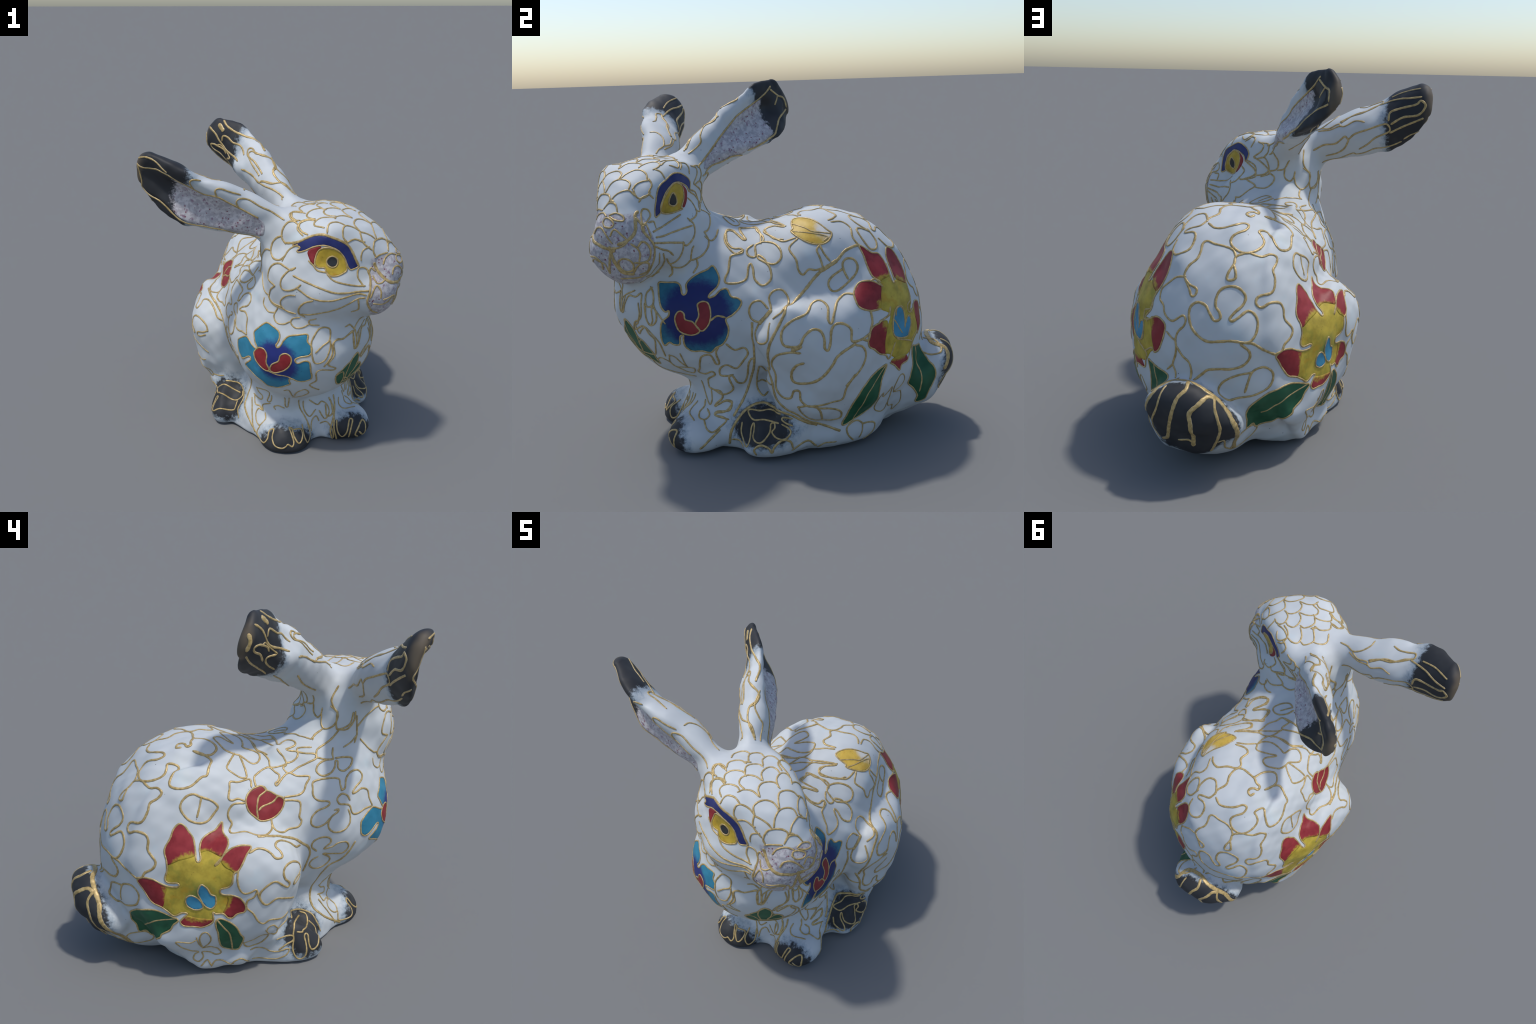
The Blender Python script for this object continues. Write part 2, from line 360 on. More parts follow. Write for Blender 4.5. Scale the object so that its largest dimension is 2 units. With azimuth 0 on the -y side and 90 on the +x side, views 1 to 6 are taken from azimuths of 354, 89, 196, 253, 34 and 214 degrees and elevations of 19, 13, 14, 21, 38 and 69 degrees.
# modelled lines: folds between haunch and foot, toe clefts, nose and lips (place list, reach, depth)
GROOVES = [
    ("muzzle", 0.026, 0.0045, [(0.496, -0.931, 1.308), (0.552, -0.954, 1.242), (0.588, -0.946, 1.217), (0.628, -0.914, 1.207), (0.664, -0.865, 1.199), (0.683, -0.822, 1.195)]),
    ("muzzle", 0.026, 0.0045, [(0.699, -0.758, 1.224), (0.694, -0.724, 1.251), (0.681, -0.709, 1.281), (0.657, -0.711, 1.324)]),
    ("muzzle", 0.026, 0.0045, [(0.671, -0.850, 1.192), (0.661, -0.861, 1.161), (0.642, -0.880, 1.113), (0.606, -0.899, 1.060)]),
    ("muzzle", 0.026, 0.0045, [(0.674, -0.841, 1.183), (0.671, -0.832, 1.143), (0.663, -0.812, 1.086), (0.661, -0.781, 1.057)]),
    ("toe", 0.030, 0.0060, [(-0.023, -0.625, 0.126), (-0.034, -0.658, 0.086), (-0.045, -0.664, 0.048)]),
    ("toe", 0.030, 0.0060, [(0.099, -0.653, 0.143), (0.103, -0.693, 0.098), (0.109, -0.708, 0.057)]),
    ("toe", 0.030, 0.0060, [(0.486, -0.601, 0.153), (0.470, -0.633, 0.111), (0.463, -0.626, 0.056)]),
    ("toe", 0.030, 0.0060, [(0.613, -0.163, 0.181), (0.640, -0.177, 0.142), (0.672, -0.187, 0.105)]),
    ("toe", 0.030, 0.0060, [(0.675, -0.072, 0.181), (0.688, -0.083, 0.155), (0.705, -0.090, 0.125)]),
    ("toe", 0.030, 0.0060, [(-0.345, -0.224, 0.169), (-0.369, -0.226, 0.130), (-0.379, -0.233, 0.088)]),
    ("toe", 0.030, 0.0060, [(-0.349, -0.145, 0.148), (-0.360, -0.139, 0.103), (-0.364, -0.145, 0.063)]),
    ("crease", 0.045, 0.0110, [(0.714, 0.057, 0.244), (0.693, 0.130, 0.205), (0.663, 0.193, 0.168), (0.648, 0.262, 0.134)]),
    ("crease", 0.045, 0.0110, [(0.561, -0.098, 0.466), (0.509, -0.087, 0.378), (0.527, -0.071, 0.305)]),
    ("crease", 0.045, 0.0110, [(-0.374, -0.102, 0.317), (-0.363, -0.082, 0.269), (-0.381, -0.023, 0.242), (-0.394, 0.042, 0.236), (-0.344, 0.095, 0.168)]),
]
for _, reach, depth, line in GROOVES:
    line = np.array(line)
    for a, b in zip(line[:-1], line[1:]):
        for t in np.arange(0, 1, min(1.0, reach / max(np.linalg.norm(b - a), 1e-6))):
            DENTS.append(("groove", tuple(a + (b - a) * t), reach, -depth))
DENTS += [("swell", (0.26, 0.83, 0.13), 0.09, 0.020), ("swell", (0.12, 0.88, 0.17), 0.09, 0.022), ("swell", (0.33, 0.86, 0.17), 0.07, 0.012),
          ("swell", (0.07, -0.83, 1.48), 0.08, 0.020), ("swell", (0.52, -0.28, 0.40), 0.05, 0.022), ("hollow", (0.71, 0.03, 0.24), 0.05, -0.02)]


def part_distances(P):
    D = [ellipsoid(P, c, r, v) for _, _, _, c, r, v in MASSES]
    return D + [ear_blade(P, EAR_OUT), ear_blade(P, EAR_BACK)]


BLEND = [m[2] for m in MASSES] + [0.1, 0.1]


def form(P, raw=False):
    P = np.asarray(P, np.float32)
    D = part_distances(P)
    acc = D[0]
    for x, k in zip(D[1:], BLEND[1:]):
        h = np.maximum(k - np.abs(acc - x), 0) / k
        acc = np.minimum(acc, x) - h * h * k * 0.25
    for _, c, r, amount in DENTS:
        q = P - np.array(c, np.float32)
        d2 = np.einsum("ij,ij->i", q, q)
        near = np.flatnonzero(d2 < 6.5 * r * r)
        acc[near] -= np.float32(amount) * np.exp(-d2[near] / np.float32(r * r))
    # shallow lumps added to the shape, after the faceting of the scan
    s = np.sin
    x, y, z = P[:, 0], P[:, 1], P[:, 2]
    acc = acc - 0.0021 * (s(31 * x + 9 * z + 1.3) * s(27 * y - 8 * x + 0.4) * s(29 * z + 7 * y)
                          + 0.8 * s(53 * x - 21 * y + 2.0) * s(47 * z + 25 * x + 0.7) * s(44 * y + 13 * z))
    # flat foot ring: cut by the ground plane with a small rounding
    g, k = -P[:, 2], 0.03
    h = np.maximum(k - np.abs(acc - g), 0) / k
    acc = np.maximum(acc, g) + h * h * k * 0.25
    return (acc, D) if raw else acc


def gradient(P, h=2e-3):
    E = np.eye(3) * h
    g = np.stack([form(P + E[i]) - form(P - E[i]) for i in range(3)], -1)
    return g / np.maximum(np.linalg.norm(g, axis=1, keepdims=True), 1e-12)


def surface_mesh(h=0.010, coarse=4):
    """naive surface nets on the blended form; verts pulled onto the zero level"""
    lo, hi = np.array([-1.0, -1.1, -0.05]), np.array([1.0, 1.15, 2.07])
    H = h * coarse
    n = np.ceil((hi - lo) / H).astype(int) + 1
    ax = [lo[i] + H * np.arange(n[i]) for i in range(3)]
    G = np.stack(np.meshgrid(*ax, indexing="ij"), -1).reshape(-1, 3)
    C = form(G).reshape(n)
    N = (n - 1) * coarse + 1
    V = np.ones(N, np.float32)
    near = np.abs(C) < 2.2 * H
    block = np.zeros(n - 1, bool)
    for a in (0, 1):
        for b in (0, 1):
            for c in (0, 1):
                block |= near[a:n[0] - 1 + a, b:n[1] - 1 + b, c:n[2] - 1 + c]
    inside = C[:-1, :-1, :-1] < 0
    up = lambda m: np.repeat(np.repeat(np.repeat(m, coarse, 0), coarse, 1), coarse, 2)
    V[:-1, :-1, :-1] = np.where(up(inside), -1.0, 1.0)
    need = np.zeros(N, bool)
    bu = up(block)
    for a in (0, 1):
        for b in (0, 1):
            for c in (0, 1):
                need[a:N[0] - 1 + a, b:N[1] - 1 + b, c:N[2] - 1 + c] |= bu
    idx = np.argwhere(need)
    val = np.empty(len(idx), np.float32)
    for s in range(0, len(idx), 400000):
        val[s:s + 400000] = form(lo + h * idx[s:s + 400000])
    V[need] = val
    S = V < 0
    cells = np.zeros(N - 1, np.int8)
    for a in (0, 1):
        for b in (0, 1):
            for c in (0, 1):
                cells += S[a:N[0] - 1 + a, b:N[1] - 1 + b, c:N[2] - 1 + c]
    act = (cells > 0) & (cells < 8)
    ci = np.argwhere(act)
    vid = -np.ones(N - 1, np.int64)
    vid[act] = np.arange(len(ci))
    acc, cnt = np.zeros((len(ci), 3)), np.zeros(len(ci))
    corners = [np.array([a, b, c]) for a in (0, 1) for b in (0, 1) for c in (0, 1)]
    for p in corners:
        for axis in range(3):
            if p[axis] == 1:
                continue
            q = p.copy(); q[axis] = 1
            f0, f1 = V[tuple((ci + p).T)], V[tuple((ci + q).T)]
            m = (f0 < 0) != (f1 < 0)
            t = np.where(m, f0 / np.where(m, f0 - f1, 1), 0)
            acc += np.where(m[:, None], p + t[:, None] * (q - p), 0)
            cnt += m
    P = lo + h * (ci + acc / cnt[:, None])
    quads = []
    for axis in range(3):
        sl0 = [slice(None)] * 3; sl1 = [slice(None)] * 3
        sl0[axis], sl1[axis] = slice(0, -1), slice(1, None)
        cross = S[tuple(sl0)] != S[tuple(sl1)]
        e = np.argwhere(cross)
        u, w = (axis + 1) % 3, (axis + 2) % 3
        e = e[(e[:, u] > 0) & (e[:, w] > 0) & (e[:, u] < N[u] - 1) & (e[:, w] < N[w] - 1)]
        flip = S[tuple(e.T)]
        du, dw = np.eye(3, dtype=int)[u], np.eye(3, dtype=int)[w]
        f = np.stack([vid[tuple((e - du - dw).T)], vid[tuple((e - dw).T)], vid[tuple(e.T)], vid[tuple((e - du).T)]], -1)
        f = np.where(flip[:, None], f, f[:, ::-1])
        quads.append(f)
    F = np.concatenate(quads)
    for _ in range(2):
        P = P - np.clip(form(P), -h, h)[:, None] * gradient(P)
    return P, F


# ----------------------------------------------------------------------------
# 2. MATERIALS
# ----------------------------------------------------------------------------
class Nodes:
    """small helper to write node graphs as expressions"""
    def __init__(self, name):
        self.mat = bpy.data.materials.new(name)
        self.mat.use_nodes = True
        self.t = self.mat.node_tree
        self.bsdf = self.t.nodes["Principled BSDF"]
        self.pos = self.t.nodes.new("ShaderNodeTexCoord").outputs["Object"]

    def put(self, socket, v):
        if isinstance(v, bpy.types.NodeSocket):
            self.t.links.new(v, socket)
        elif isinstance(v, (tuple, list)) and len(v) == 3 and socket.type == "RGBA":
            socket.default_value = (*v, 1)
        else:
            socket.default_value = v

    def math(self, op, a, b=0.0, c=0.0, clamp=False):
        n = self.t.nodes.new("ShaderNodeMath")
        n.operation, n.use_clamp = op, clamp
        for s, v in zip(n.inputs, (a, b, c)):
            self.put(s, v)
        return n.outputs[0]

    def vmath(self, op, a, b=(0, 0, 0)):
        n = self.t.nodes.new("ShaderNodeVectorMath")
        n.operation = op
        self.put(n.inputs[0], a)
        self.put(n.inputs[1], b)
        return n.outputs["Value"] if op in ("DISTANCE", "LENGTH", "DOT_PRODUCT") else n.outputs[0]

    def noise(self, scale, detail=3.0, rough=0.55, vec=None):
        n = self.t.nodes.new("ShaderNodeTexNoise")
        n.inputs["Scale"].default_value, n.inputs["Detail"].default_value, n.inputs["Roughness"].default_value = scale, detail, rough
        self.put(n.inputs["Vector"], vec or self.pos)
        return n.outputs["Fac"]

    def voronoi(self, scale, vec=None, out="Distance"):
        n = self.t.nodes.new("ShaderNodeTexVoronoi")
        n.inputs["Scale"].default_value = scale
        self.put(n.inputs["Vector"], vec or self.pos)
        return n.outputs[out]

    def step(self, x, lo, hi):
        n = self.t.nodes.new("ShaderNodeMapRange")
        n.interpolation_type = "SMOOTHSTEP"
        n.inputs["From Min"].default_value, n.inputs["From Max"].default_value = lo, hi
        self.put(n.inputs["Value"], x)
        return n.outputs["Result"]

    def mix(self, fac, a, b):
        n = self.t.nodes.new("ShaderNodeMix")
        n.data_type = "RGBA"
        self.put(n.inputs["Factor"], fac)
        self.put(n.inputs["A"], a)
        self.put(n.inputs["B"], b)
        return n.outputs["Result"]

    def plane(self, point, normal):
        """signed distance in front of a plane"""
        return self.vmath("DOT_PRODUCT", self.vmath("SUBTRACT", self.pos, point), tuple(np.array(normal) / np.linalg.norm(normal)))

    def ball(self, centre, radii):
        d = self.vmath("DIVIDE", self.vmath("SUBTRACT", self.pos, centre), radii)
        return self.vmath("LENGTH", d)

    def finish(self, colour, rough, spec=0.35, bump=None, bump_strength=0.1, bump_distance=0.002, coat=0.0, metallic=0.0):
        self.put(self.bsdf.inputs["Base Color"], colour)
        self.put(self.bsdf.inputs["Roughness"], rough)
        self.bsdf.inputs["Specular IOR Level"].default_value = spec
        self.bsdf.inputs["Coat Weight"].default_value = coat
        self.bsdf.inputs["Coat Roughness"].default_value = 0.35
        self.bsdf.inputs["Metallic"].default_value = metallic
        if bump is not None:
            b = self.t.nodes.new("ShaderNodeBump")
            b.inputs["Strength"].default_value, b.inputs["Distance"].default_value = bump_strength, bump_distance
            self.put(b.inputs["Height"], bump)
            self.t.links.new(b.outputs[0], self.bsdf.inputs["Normal"])
        return self.mat


WHITE = (0.525, 0.548, 0.555)
BLACK = (0.024, 0.025, 0.028)
MAUVE = (0.47, 0.43, 0.50)


def speckled_mauve(n):
    """pale mauve enamel peppered with wine-red grains"""
    stretch = n.vmath("MULTIPLY", n.pos, (1.0, 1.0, 0.75))
    g = n.math("ADD", n.noise(70, 4, 0.65, stretch), n.math("MULTIPLY", n.noise(28, 2), 0.35))
    c = n.mix(n.step(n.noise(45, 3), 0.38, 0.62), (0.35, 0.33, 0.345), (0.50, 0.478, 0.485))
    c = n.mix(n.math("MULTIPLY", n.step(g, 0.74, 0.84), 0.75), c, (0.21, 0.10, 0.16))
    return n.mix(n.math("MULTIPLY", n.step(n.voronoi(34), 0.20, 0.11), 0.85), c, (0.17, 0.035, 0.06))


def black_white_blot(n, signed):
    """black enamel running into the white with a feathery, blue-grey edge; signed > 0 is black"""
    s = n.math("ADD", signed, n.math("MULTIPLY", n.math("SUBTRACT", n.noise(30, 5, 0.75), 0.5), 0.12))
    return n.math("ADD", s, n.math("MULTIPLY", n.math("SUBTRACT", n.noise(10, 3, 0.6), 0.5), 0.07))


EAR_TIP = {"a": ((-0.575, -0.70, 1.70), (-1, 0, 0.05)), "b": ((-0.135, -0.035, 1.75), (-0.62, 0.78, 0.1))}
#           centre, radii of the black-dipped paws
PAWS = [((0.06, -0.68, 0.04), (0.19, 0.15, 0.115)), ((0.50, -0.62, 0.06), (0.14, 0.12, 0.125)),
        ((0.63, -0.12, 0.18), (0.17, 0.165, 0.105)), ((-0.29, -0.24, 0.16), (0.16, 0.15, 0.135))]


def body_material():
    """opaque white enamel; black ear tips, paws and tail; mauve muzzle"""
    n = Nodes("white_enamel")
    c = n.mix(n.step(n.noise(3.5, 4), 0.35, 0.65), tuple(v * 0.94 for v in WHITE), WHITE)
    c = n.mix(n.math("MULTIPLY", n.step(n.noise(6, 3), 0.56, 0.72), 0.22), c, (0.46, 0.60, 0.64))      # bluish bloom
    c = n.mix(n.math("MULTIPLY", n.step(n.noise(4.4, 2), 0.60, 0.72), 0.16), c, (0.62, 0.64, 0.55))     # greenish bloom
    pin = n.math("MULTIPLY", n.step(n.voronoi(17), 0.065, 0.035), n.step(n.noise(5, 2), 0.50, 0.60))
    c = n.mix(n.math("MULTIPLY", pin, 0.85), c, (0.10, 0.11, 0.12))                                       # firing pits
    # muzzle
    front = n.plane((0.46, -0.955, 1.2), (0.86, -0.51, 0.0))
    under = n.math("SUBTRACT", 1.352, n.vmath("DOT_PRODUCT", n.pos, (0, 0, 1)))
    muzzle = n.math("MINIMUM", front, under)
    muzzle = n.math("ADD", muzzle, n.math("MULTIPLY", n.math("SUBTRACT", n.noise(30, 3), 0.5), 0.02))
    c = n.mix(n.step(muzzle, -0.006, 0.006), c, speckled_mauve(n))
    # black
    dark = None
    signed = [n.plane((-0.50, -0.66, 1.70), (-1, 0, 0.05)),
              n.math("MINIMUM", n.plane((-0.165, -0.13, 1.80), (-0.62, 0.78, 0.1)), n.plane((0, 0, 1.5), (0, 0, 1))),
              n.math("MINIMUM", n.plane((0.16, 0.880, 0.433), (-0.20, 0.977, -0.066)), n.plane((0, 0.78, 0), (0, 1, 0)))]
    for centre, radii in PAWS:
        signed.append(n.math("MULTIPLY", n.math("SUBTRACT", 1.0, n.ball(centre, radii)), 0.13))
    for s in signed:
        dark = s if dark is None else n.math("MAXIMUM", dark, s)
    s = black_white_blot(n, dark)
    edge = n.math("MULTIPLY", n.step(s, -0.055, -0.002), 0.62)
    c = n.mix(edge, c, (0.20, 0.27, 0.33))
    black = n.mix(n.step(n.noise(7, 4), 0.45, 0.75), BLACK, (0.040, 0.041, 0.042))
    c = n.mix(n.step(s, -0.018, 0.014), c, black)
    # bare bronze showing through at the worn ear rims
    rim = n.math("MAXIMUM", n.plane((-0.735, -0.63, 1.83), (-1, 0.1, 0.1)),
                 n.math("MINIMUM", n.plane((-0.305, 0.075, 1.84), (-0.62, 0.78, 0.1)), n.plane((0, 0, 1.5), (0, 0, 1))))
    rim = n.math("ADD", rim, n.math("MULTIPLY", n.math("SUBTRACT", n.noise(9, 2), 0.5), 0.06))
    c = n.mix(n.math("MULTIPLY", n.step(rim, -0.02, 0.03), 0.75), c, (0.13, 0.10, 0.065))
    return n.finish(c, n.math("ADD", 0.5, n.math("MULTIPLY", n.noise(8, 3), 0.2)), 0.3, n.noise(24, 4), 0.12, 0.003)


def wire_material():
    n = Nodes("brass_wire")
    c = n.mix(n.step(n.noise(60, 3), 0.35, 0.65), (0.35, 0.245, 0.09), (0.52, 0.375, 0.16))
    c = n.mix(n.math("MULTIPLY", n.step(n.noise(9, 3), 0.60, 0.75), 0.5), c, (0.26, 0.20, 0.10))
    return n.finish(c, 0.42, 0.45, n.noise(160, 2), 0.35, 0.003, metallic=0.2)


def edging_material():
    n = Nodes("wire_edging")  # darker brown-grey edging for the outer faces of each wire
    c = n.mix(n.step(n.noise(40, 3), 0.3, 0.7), (0.20, 0.165, 0.10), (0.36, 0.32, 0.24))
    return n.finish(c, 0.65, 0.3)


def enamel(name, base, vary=0.16, fade=None, rough=0.5, warm=None):
    """one enamel colour; fade = (other colour, centre, radius, softness): the other colour inside the radius"""
    n = Nodes(name)
    light = tuple(min(1, v * (1 + vary) + 0.012) for v in base)
    dark = tuple(v * (1 - 1.2 * vary) for v in base)
    c = n.mix(n.step(n.noise(11, 4, 0.6), 0.2, 0.7), dark, light)
    if fade:
        other, centre, radius, soft = fade
        d = n.vmath("DISTANCE", n.pos, centre)
        d = n.math("ADD", d, n.math("MULTIPLY", n.math("SUBTRACT", n.noise(55, 5, 0.75), 0.5), 0.06))
        d = n.math("ADD", d, n.math("MULTIPLY", n.math("SUBTRACT", n.noise(14, 3), 0.5), 0.05))
        o2 = n.mix(n.noise(20, 3), tuple(v * 0.8 for v in other), tuple(v * 1.15 for v in other))
        c = n.mix(n.step(d, radius - soft, radius + soft), o2, c)
    if warm:
        c = n.mix(n.math("MULTIPLY", n.step(n.noise(16, 4, 0.6), 0.52, 0.68), 0.55), c, warm[0])
        c = n.mix(n.math("MULTIPLY", n.step(n.noise(12.5, 3), 0.56, 0.70), 0.5), c, warm[1])
    specks = n.step(n.voronoi(26), 0.10, 0.05)
    c = n.mix(n.math("MULTIPLY", specks, 0.35), c, tuple(v * 0.3 for v in base))
    return n.finish(c, rough, 0.3, n.noise(30, 3), 0.08, 0.002)


COLOURS = {
    "red": (0.245, 0.017, 0.022), "crimson": (0.22, 0.014, 0.018), "yellow": (0.40, 0.295, 0.03),
    "azure": (0.04, 0.225, 0.36), "green": (0.012, 0.088, 0.036), "blue": (0.012, 0.020, 0.115),
    "turquoise": (0.022, 0.185, 0.29), "navy": (0.014, 0.022, 0.12), "amber": (0.55, 0.36, 0.055),
    "gold_enamel": (0.39, 0.265, 0.022), "black": (0.016, 0.018, 0.02),
}
_cache = {}


def cell_material(colour, centre, outline):
    c = np.asarray(centre, float)
    if colour == "red":                      # petals run from red tips into the yellow heart
        heart = min(((-0.382, 0.37, 0.56), (0.555, 0.62, 0.73)), key=lambda h: np.linalg.norm(c - np.array(h)))
        inner = float(np.linalg.norm(outline - np.array(heart), axis=1).min())
        return enamel("red_enamel", COLOURS["red"], fade=(COLOURS["yellow"], heart, inner + 0.020, 0.012), warm=((0.17, 0.010, 0.014), (0.20, 0.013, 0.018)))
    if colour in _cache:
        return _cache[colour]
    if colour == "yellow":
        m = enamel("yellow_enamel", COLOURS["yellow"], 0.3, fade=((0.16, 0.22, 0.05), (-0.385, 0.36, 0.56), 0.062, 0.05), warm=((0.47, 0.255, 0.02), (0.26, 0.25, 0.035)))
    elif colour == "blue":                   # dark heart, turquoise tips
        m = enamel("blue_enamel", (0.020, 0.135, 0.20), 0.2, fade=(COLOURS["blue"], (0.597, -0.44, 0.805), 0.18, 0.035))
    elif colour == "turquoise":
        m = enamel("turquoise_enamel", COLOURS["turquoise"], 0.12, fade=((0.020, 0.030, 0.17), (-0.030, -0.853, 0.72), 0.128, 0.03))
    elif colour == "amber":
        m = enamel("amber_enamel", COLOURS["amber"], 0.15, warm=((0.50, 0.27, 0.025), (0.40, 0.33, 0.07)), fade=((0.62, 0.60, 0.56), (0.435, 0.255, 1.215), 0.06, 0.03))
    elif colour.startswith("mauve"):
        n = Nodes("speckled_inner_ear")
        tip, axis = EAR_TIP[colour[-1]]
        s = black_white_blot(n, n.plane(tip, axis))
        c = n.mix(n.step(s, -0.012, 0.012), speckled_mauve(n), BLACK)
        m = n.finish(c, 0.5, 0.35)
    elif colour == "gold_enamel":
        m = enamel("iris_enamel", COLOURS[colour], 0.3, warm=((0.43, 0.19, 0.012), (0.17, 0.15, 0.02)))
    else:
        m = enamel(colour + "_enamel", COLOURS[colour])
    _cache[colour] = m
    return m


# ----------------------------------------------------------------------------
# 3. HELPERS: things that lie on the surface
# ----------------------------------------------------------------------------
def snap(P, steps=3):
    for _ in range(steps):
        P = P - np.clip(form(P), -0.03, 0.03)[:, None] * gradient(P)
    return P


def smooth_curve(pts, spacing, closed):
    """Catmull-Rom through control points, resampled evenly"""
    p = np.asarray(pts, float)
    if closed:
        q = np.vstack([p[-1:], p, p[:2]])
        segs = len(p)
    else:
        q = np.vstack([2 * p[:1] - p[1:2], p, 2 * p[-1:] - p[-2:-1]])
        segs = len(p) - 1
    u = np.linspace(0, 1, 12, endpoint=False)[:, None]
    out = []
    for i in range(segs):
        a, b, c, d = q[i], q[i + 1], q[i + 2], q[i + 3]
        out.append(0.5 * (2 * b + (c - a) * u + (2 * a - 5 * b + 4 * c - d) * u ** 2 + (3 * b - a - 3 * c + d) * u ** 3))
    out.append(q[-2][None] if not closed else q[1][None])
    c = np.vstack(out)
    s = np.r_[0, np.cumsum(np.linalg.norm(np.diff(c, axis=0), axis=1))]
    n = max(3, int(round(s[-1] / spacing)))
    t = np.linspace(0, s[-1], n + 1)
    r = np.stack([np.interp(t, s, c[:, k]) for k in range(3)], -1)
    return r[:-1] if closed else r


WIRES, CELLS = [], []


def wire(name, width, pts, closed=False, lift=0.0008):
    if not closed:                        # run on a little so that wires meet at their joints
        q = np.array(pts, float)
        a, b = q[0] - q[1], q[-1] - q[-2]
        pts = np.vstack([q[:1] + 7 * a / max(np.linalg.norm(a), 1e-6), q, q[-1:] + 7 * b / max(np.linalg.norm(b), 1e-6)])
    WIRES.append((name, 1.25 * width / 1000, smooth_curve(np.array(pts) / 1000, 0.006, closed), closed, lift))


def cell(name, colour, layer, pts):
    CELLS.append((name, colour, layer, np.array(pts) / 1000))
    if name not in ("petal", "inner_ear", "eye_corner", "flower_heart"):
        wire("wire", 8 if name in ("petal_base", "leaf", "bud") else 7, pts, True, 0.0008 * layer)


def new_mesh(name, verts, faces, normals=None):
    me = bpy.data.meshes.new(name)
    me.from_pydata(np.asarray(verts).tolist(), [], faces if isinstance(faces, list) else faces.tolist())
    me.polygons.foreach_set("use_smooth", [True] * len(me.polygons))
    return me


def make_wires(parent_of):
    """half-round brass strips, soldered on edge: bright crown, dull flanks"""
    allp = snap(np.vstack([w[2] for w in WIRES]))
    alln = gradient(allp)
    k = 0
    for name, width, c, closed, lift in WIRES:
        n = len(c)
        p, nv = allp[k:k + n], alln[k:k + n]
        k += n
        if closed:
            tan = np.roll(p, -1, 0) - np.roll(p, 1, 0)
        else:
            tan = np.gradient(p, axis=0)
        tan /= np.maximum(np.linalg.norm(tan, axis=1, keepdims=True), 1e-9)
        side = np.cross(tan, nv)
        side /= np.maximum(np.linalg.norm(side, axis=1, keepdims=True), 1e-9)
        w = np.full(n, width * 0.5)
        w *= 1 + 0.13 * np.sin(np.arange(n) * 0.9 + len(WIRES) * 0.1 + k) * np.sin(np.arange(n) * 0.37 + k)
        if not closed:
            m = np.minimum(np.arange(n), np.arange(n)[::-1])
            w *= np.interp(m, [0, 1, 2], [0.45, 0.85, 1.0])
        prof = [(-1.0, -1.5), (-0.92, 0.9), (-0.62, 2.2), (0.0, 2.9), (0.62, 2.2), (0.92, 0.9), (1.0, -1.5)]
        V = np.stack([p + side * (w * a)[:, None] + nv * (b * 0.001 * min(1.15, width / 0.0085) + lift) for a, b in prof], 1).reshape(-1, 3)
        m = len(prof)
        rows = range(n if closed else n - 1)
        F = [[i * m + j, i * m + j + 1, ((i + 1) % n) * m + j + 1, ((i + 1) % n) * m + j] for i in rows for j in range(m - 1)]
        slot = [0 if 1 <= j <= m - 3 else 1 for i in rows for j in range(m - 1)]
        if not closed:
            F += [list(range(m))[::-1], [(n - 1) * m + j for j in range(m)]]
            slot += [1, 1]
        me = new_mesh(name, V, F)
        me.materials.append(WIRE_MAT)
        me.materials.append(EDGING_MAT)
        me.polygons.foreach_set("material_index", slot)
        attach(name, me, parent_of(p.mean(0)))


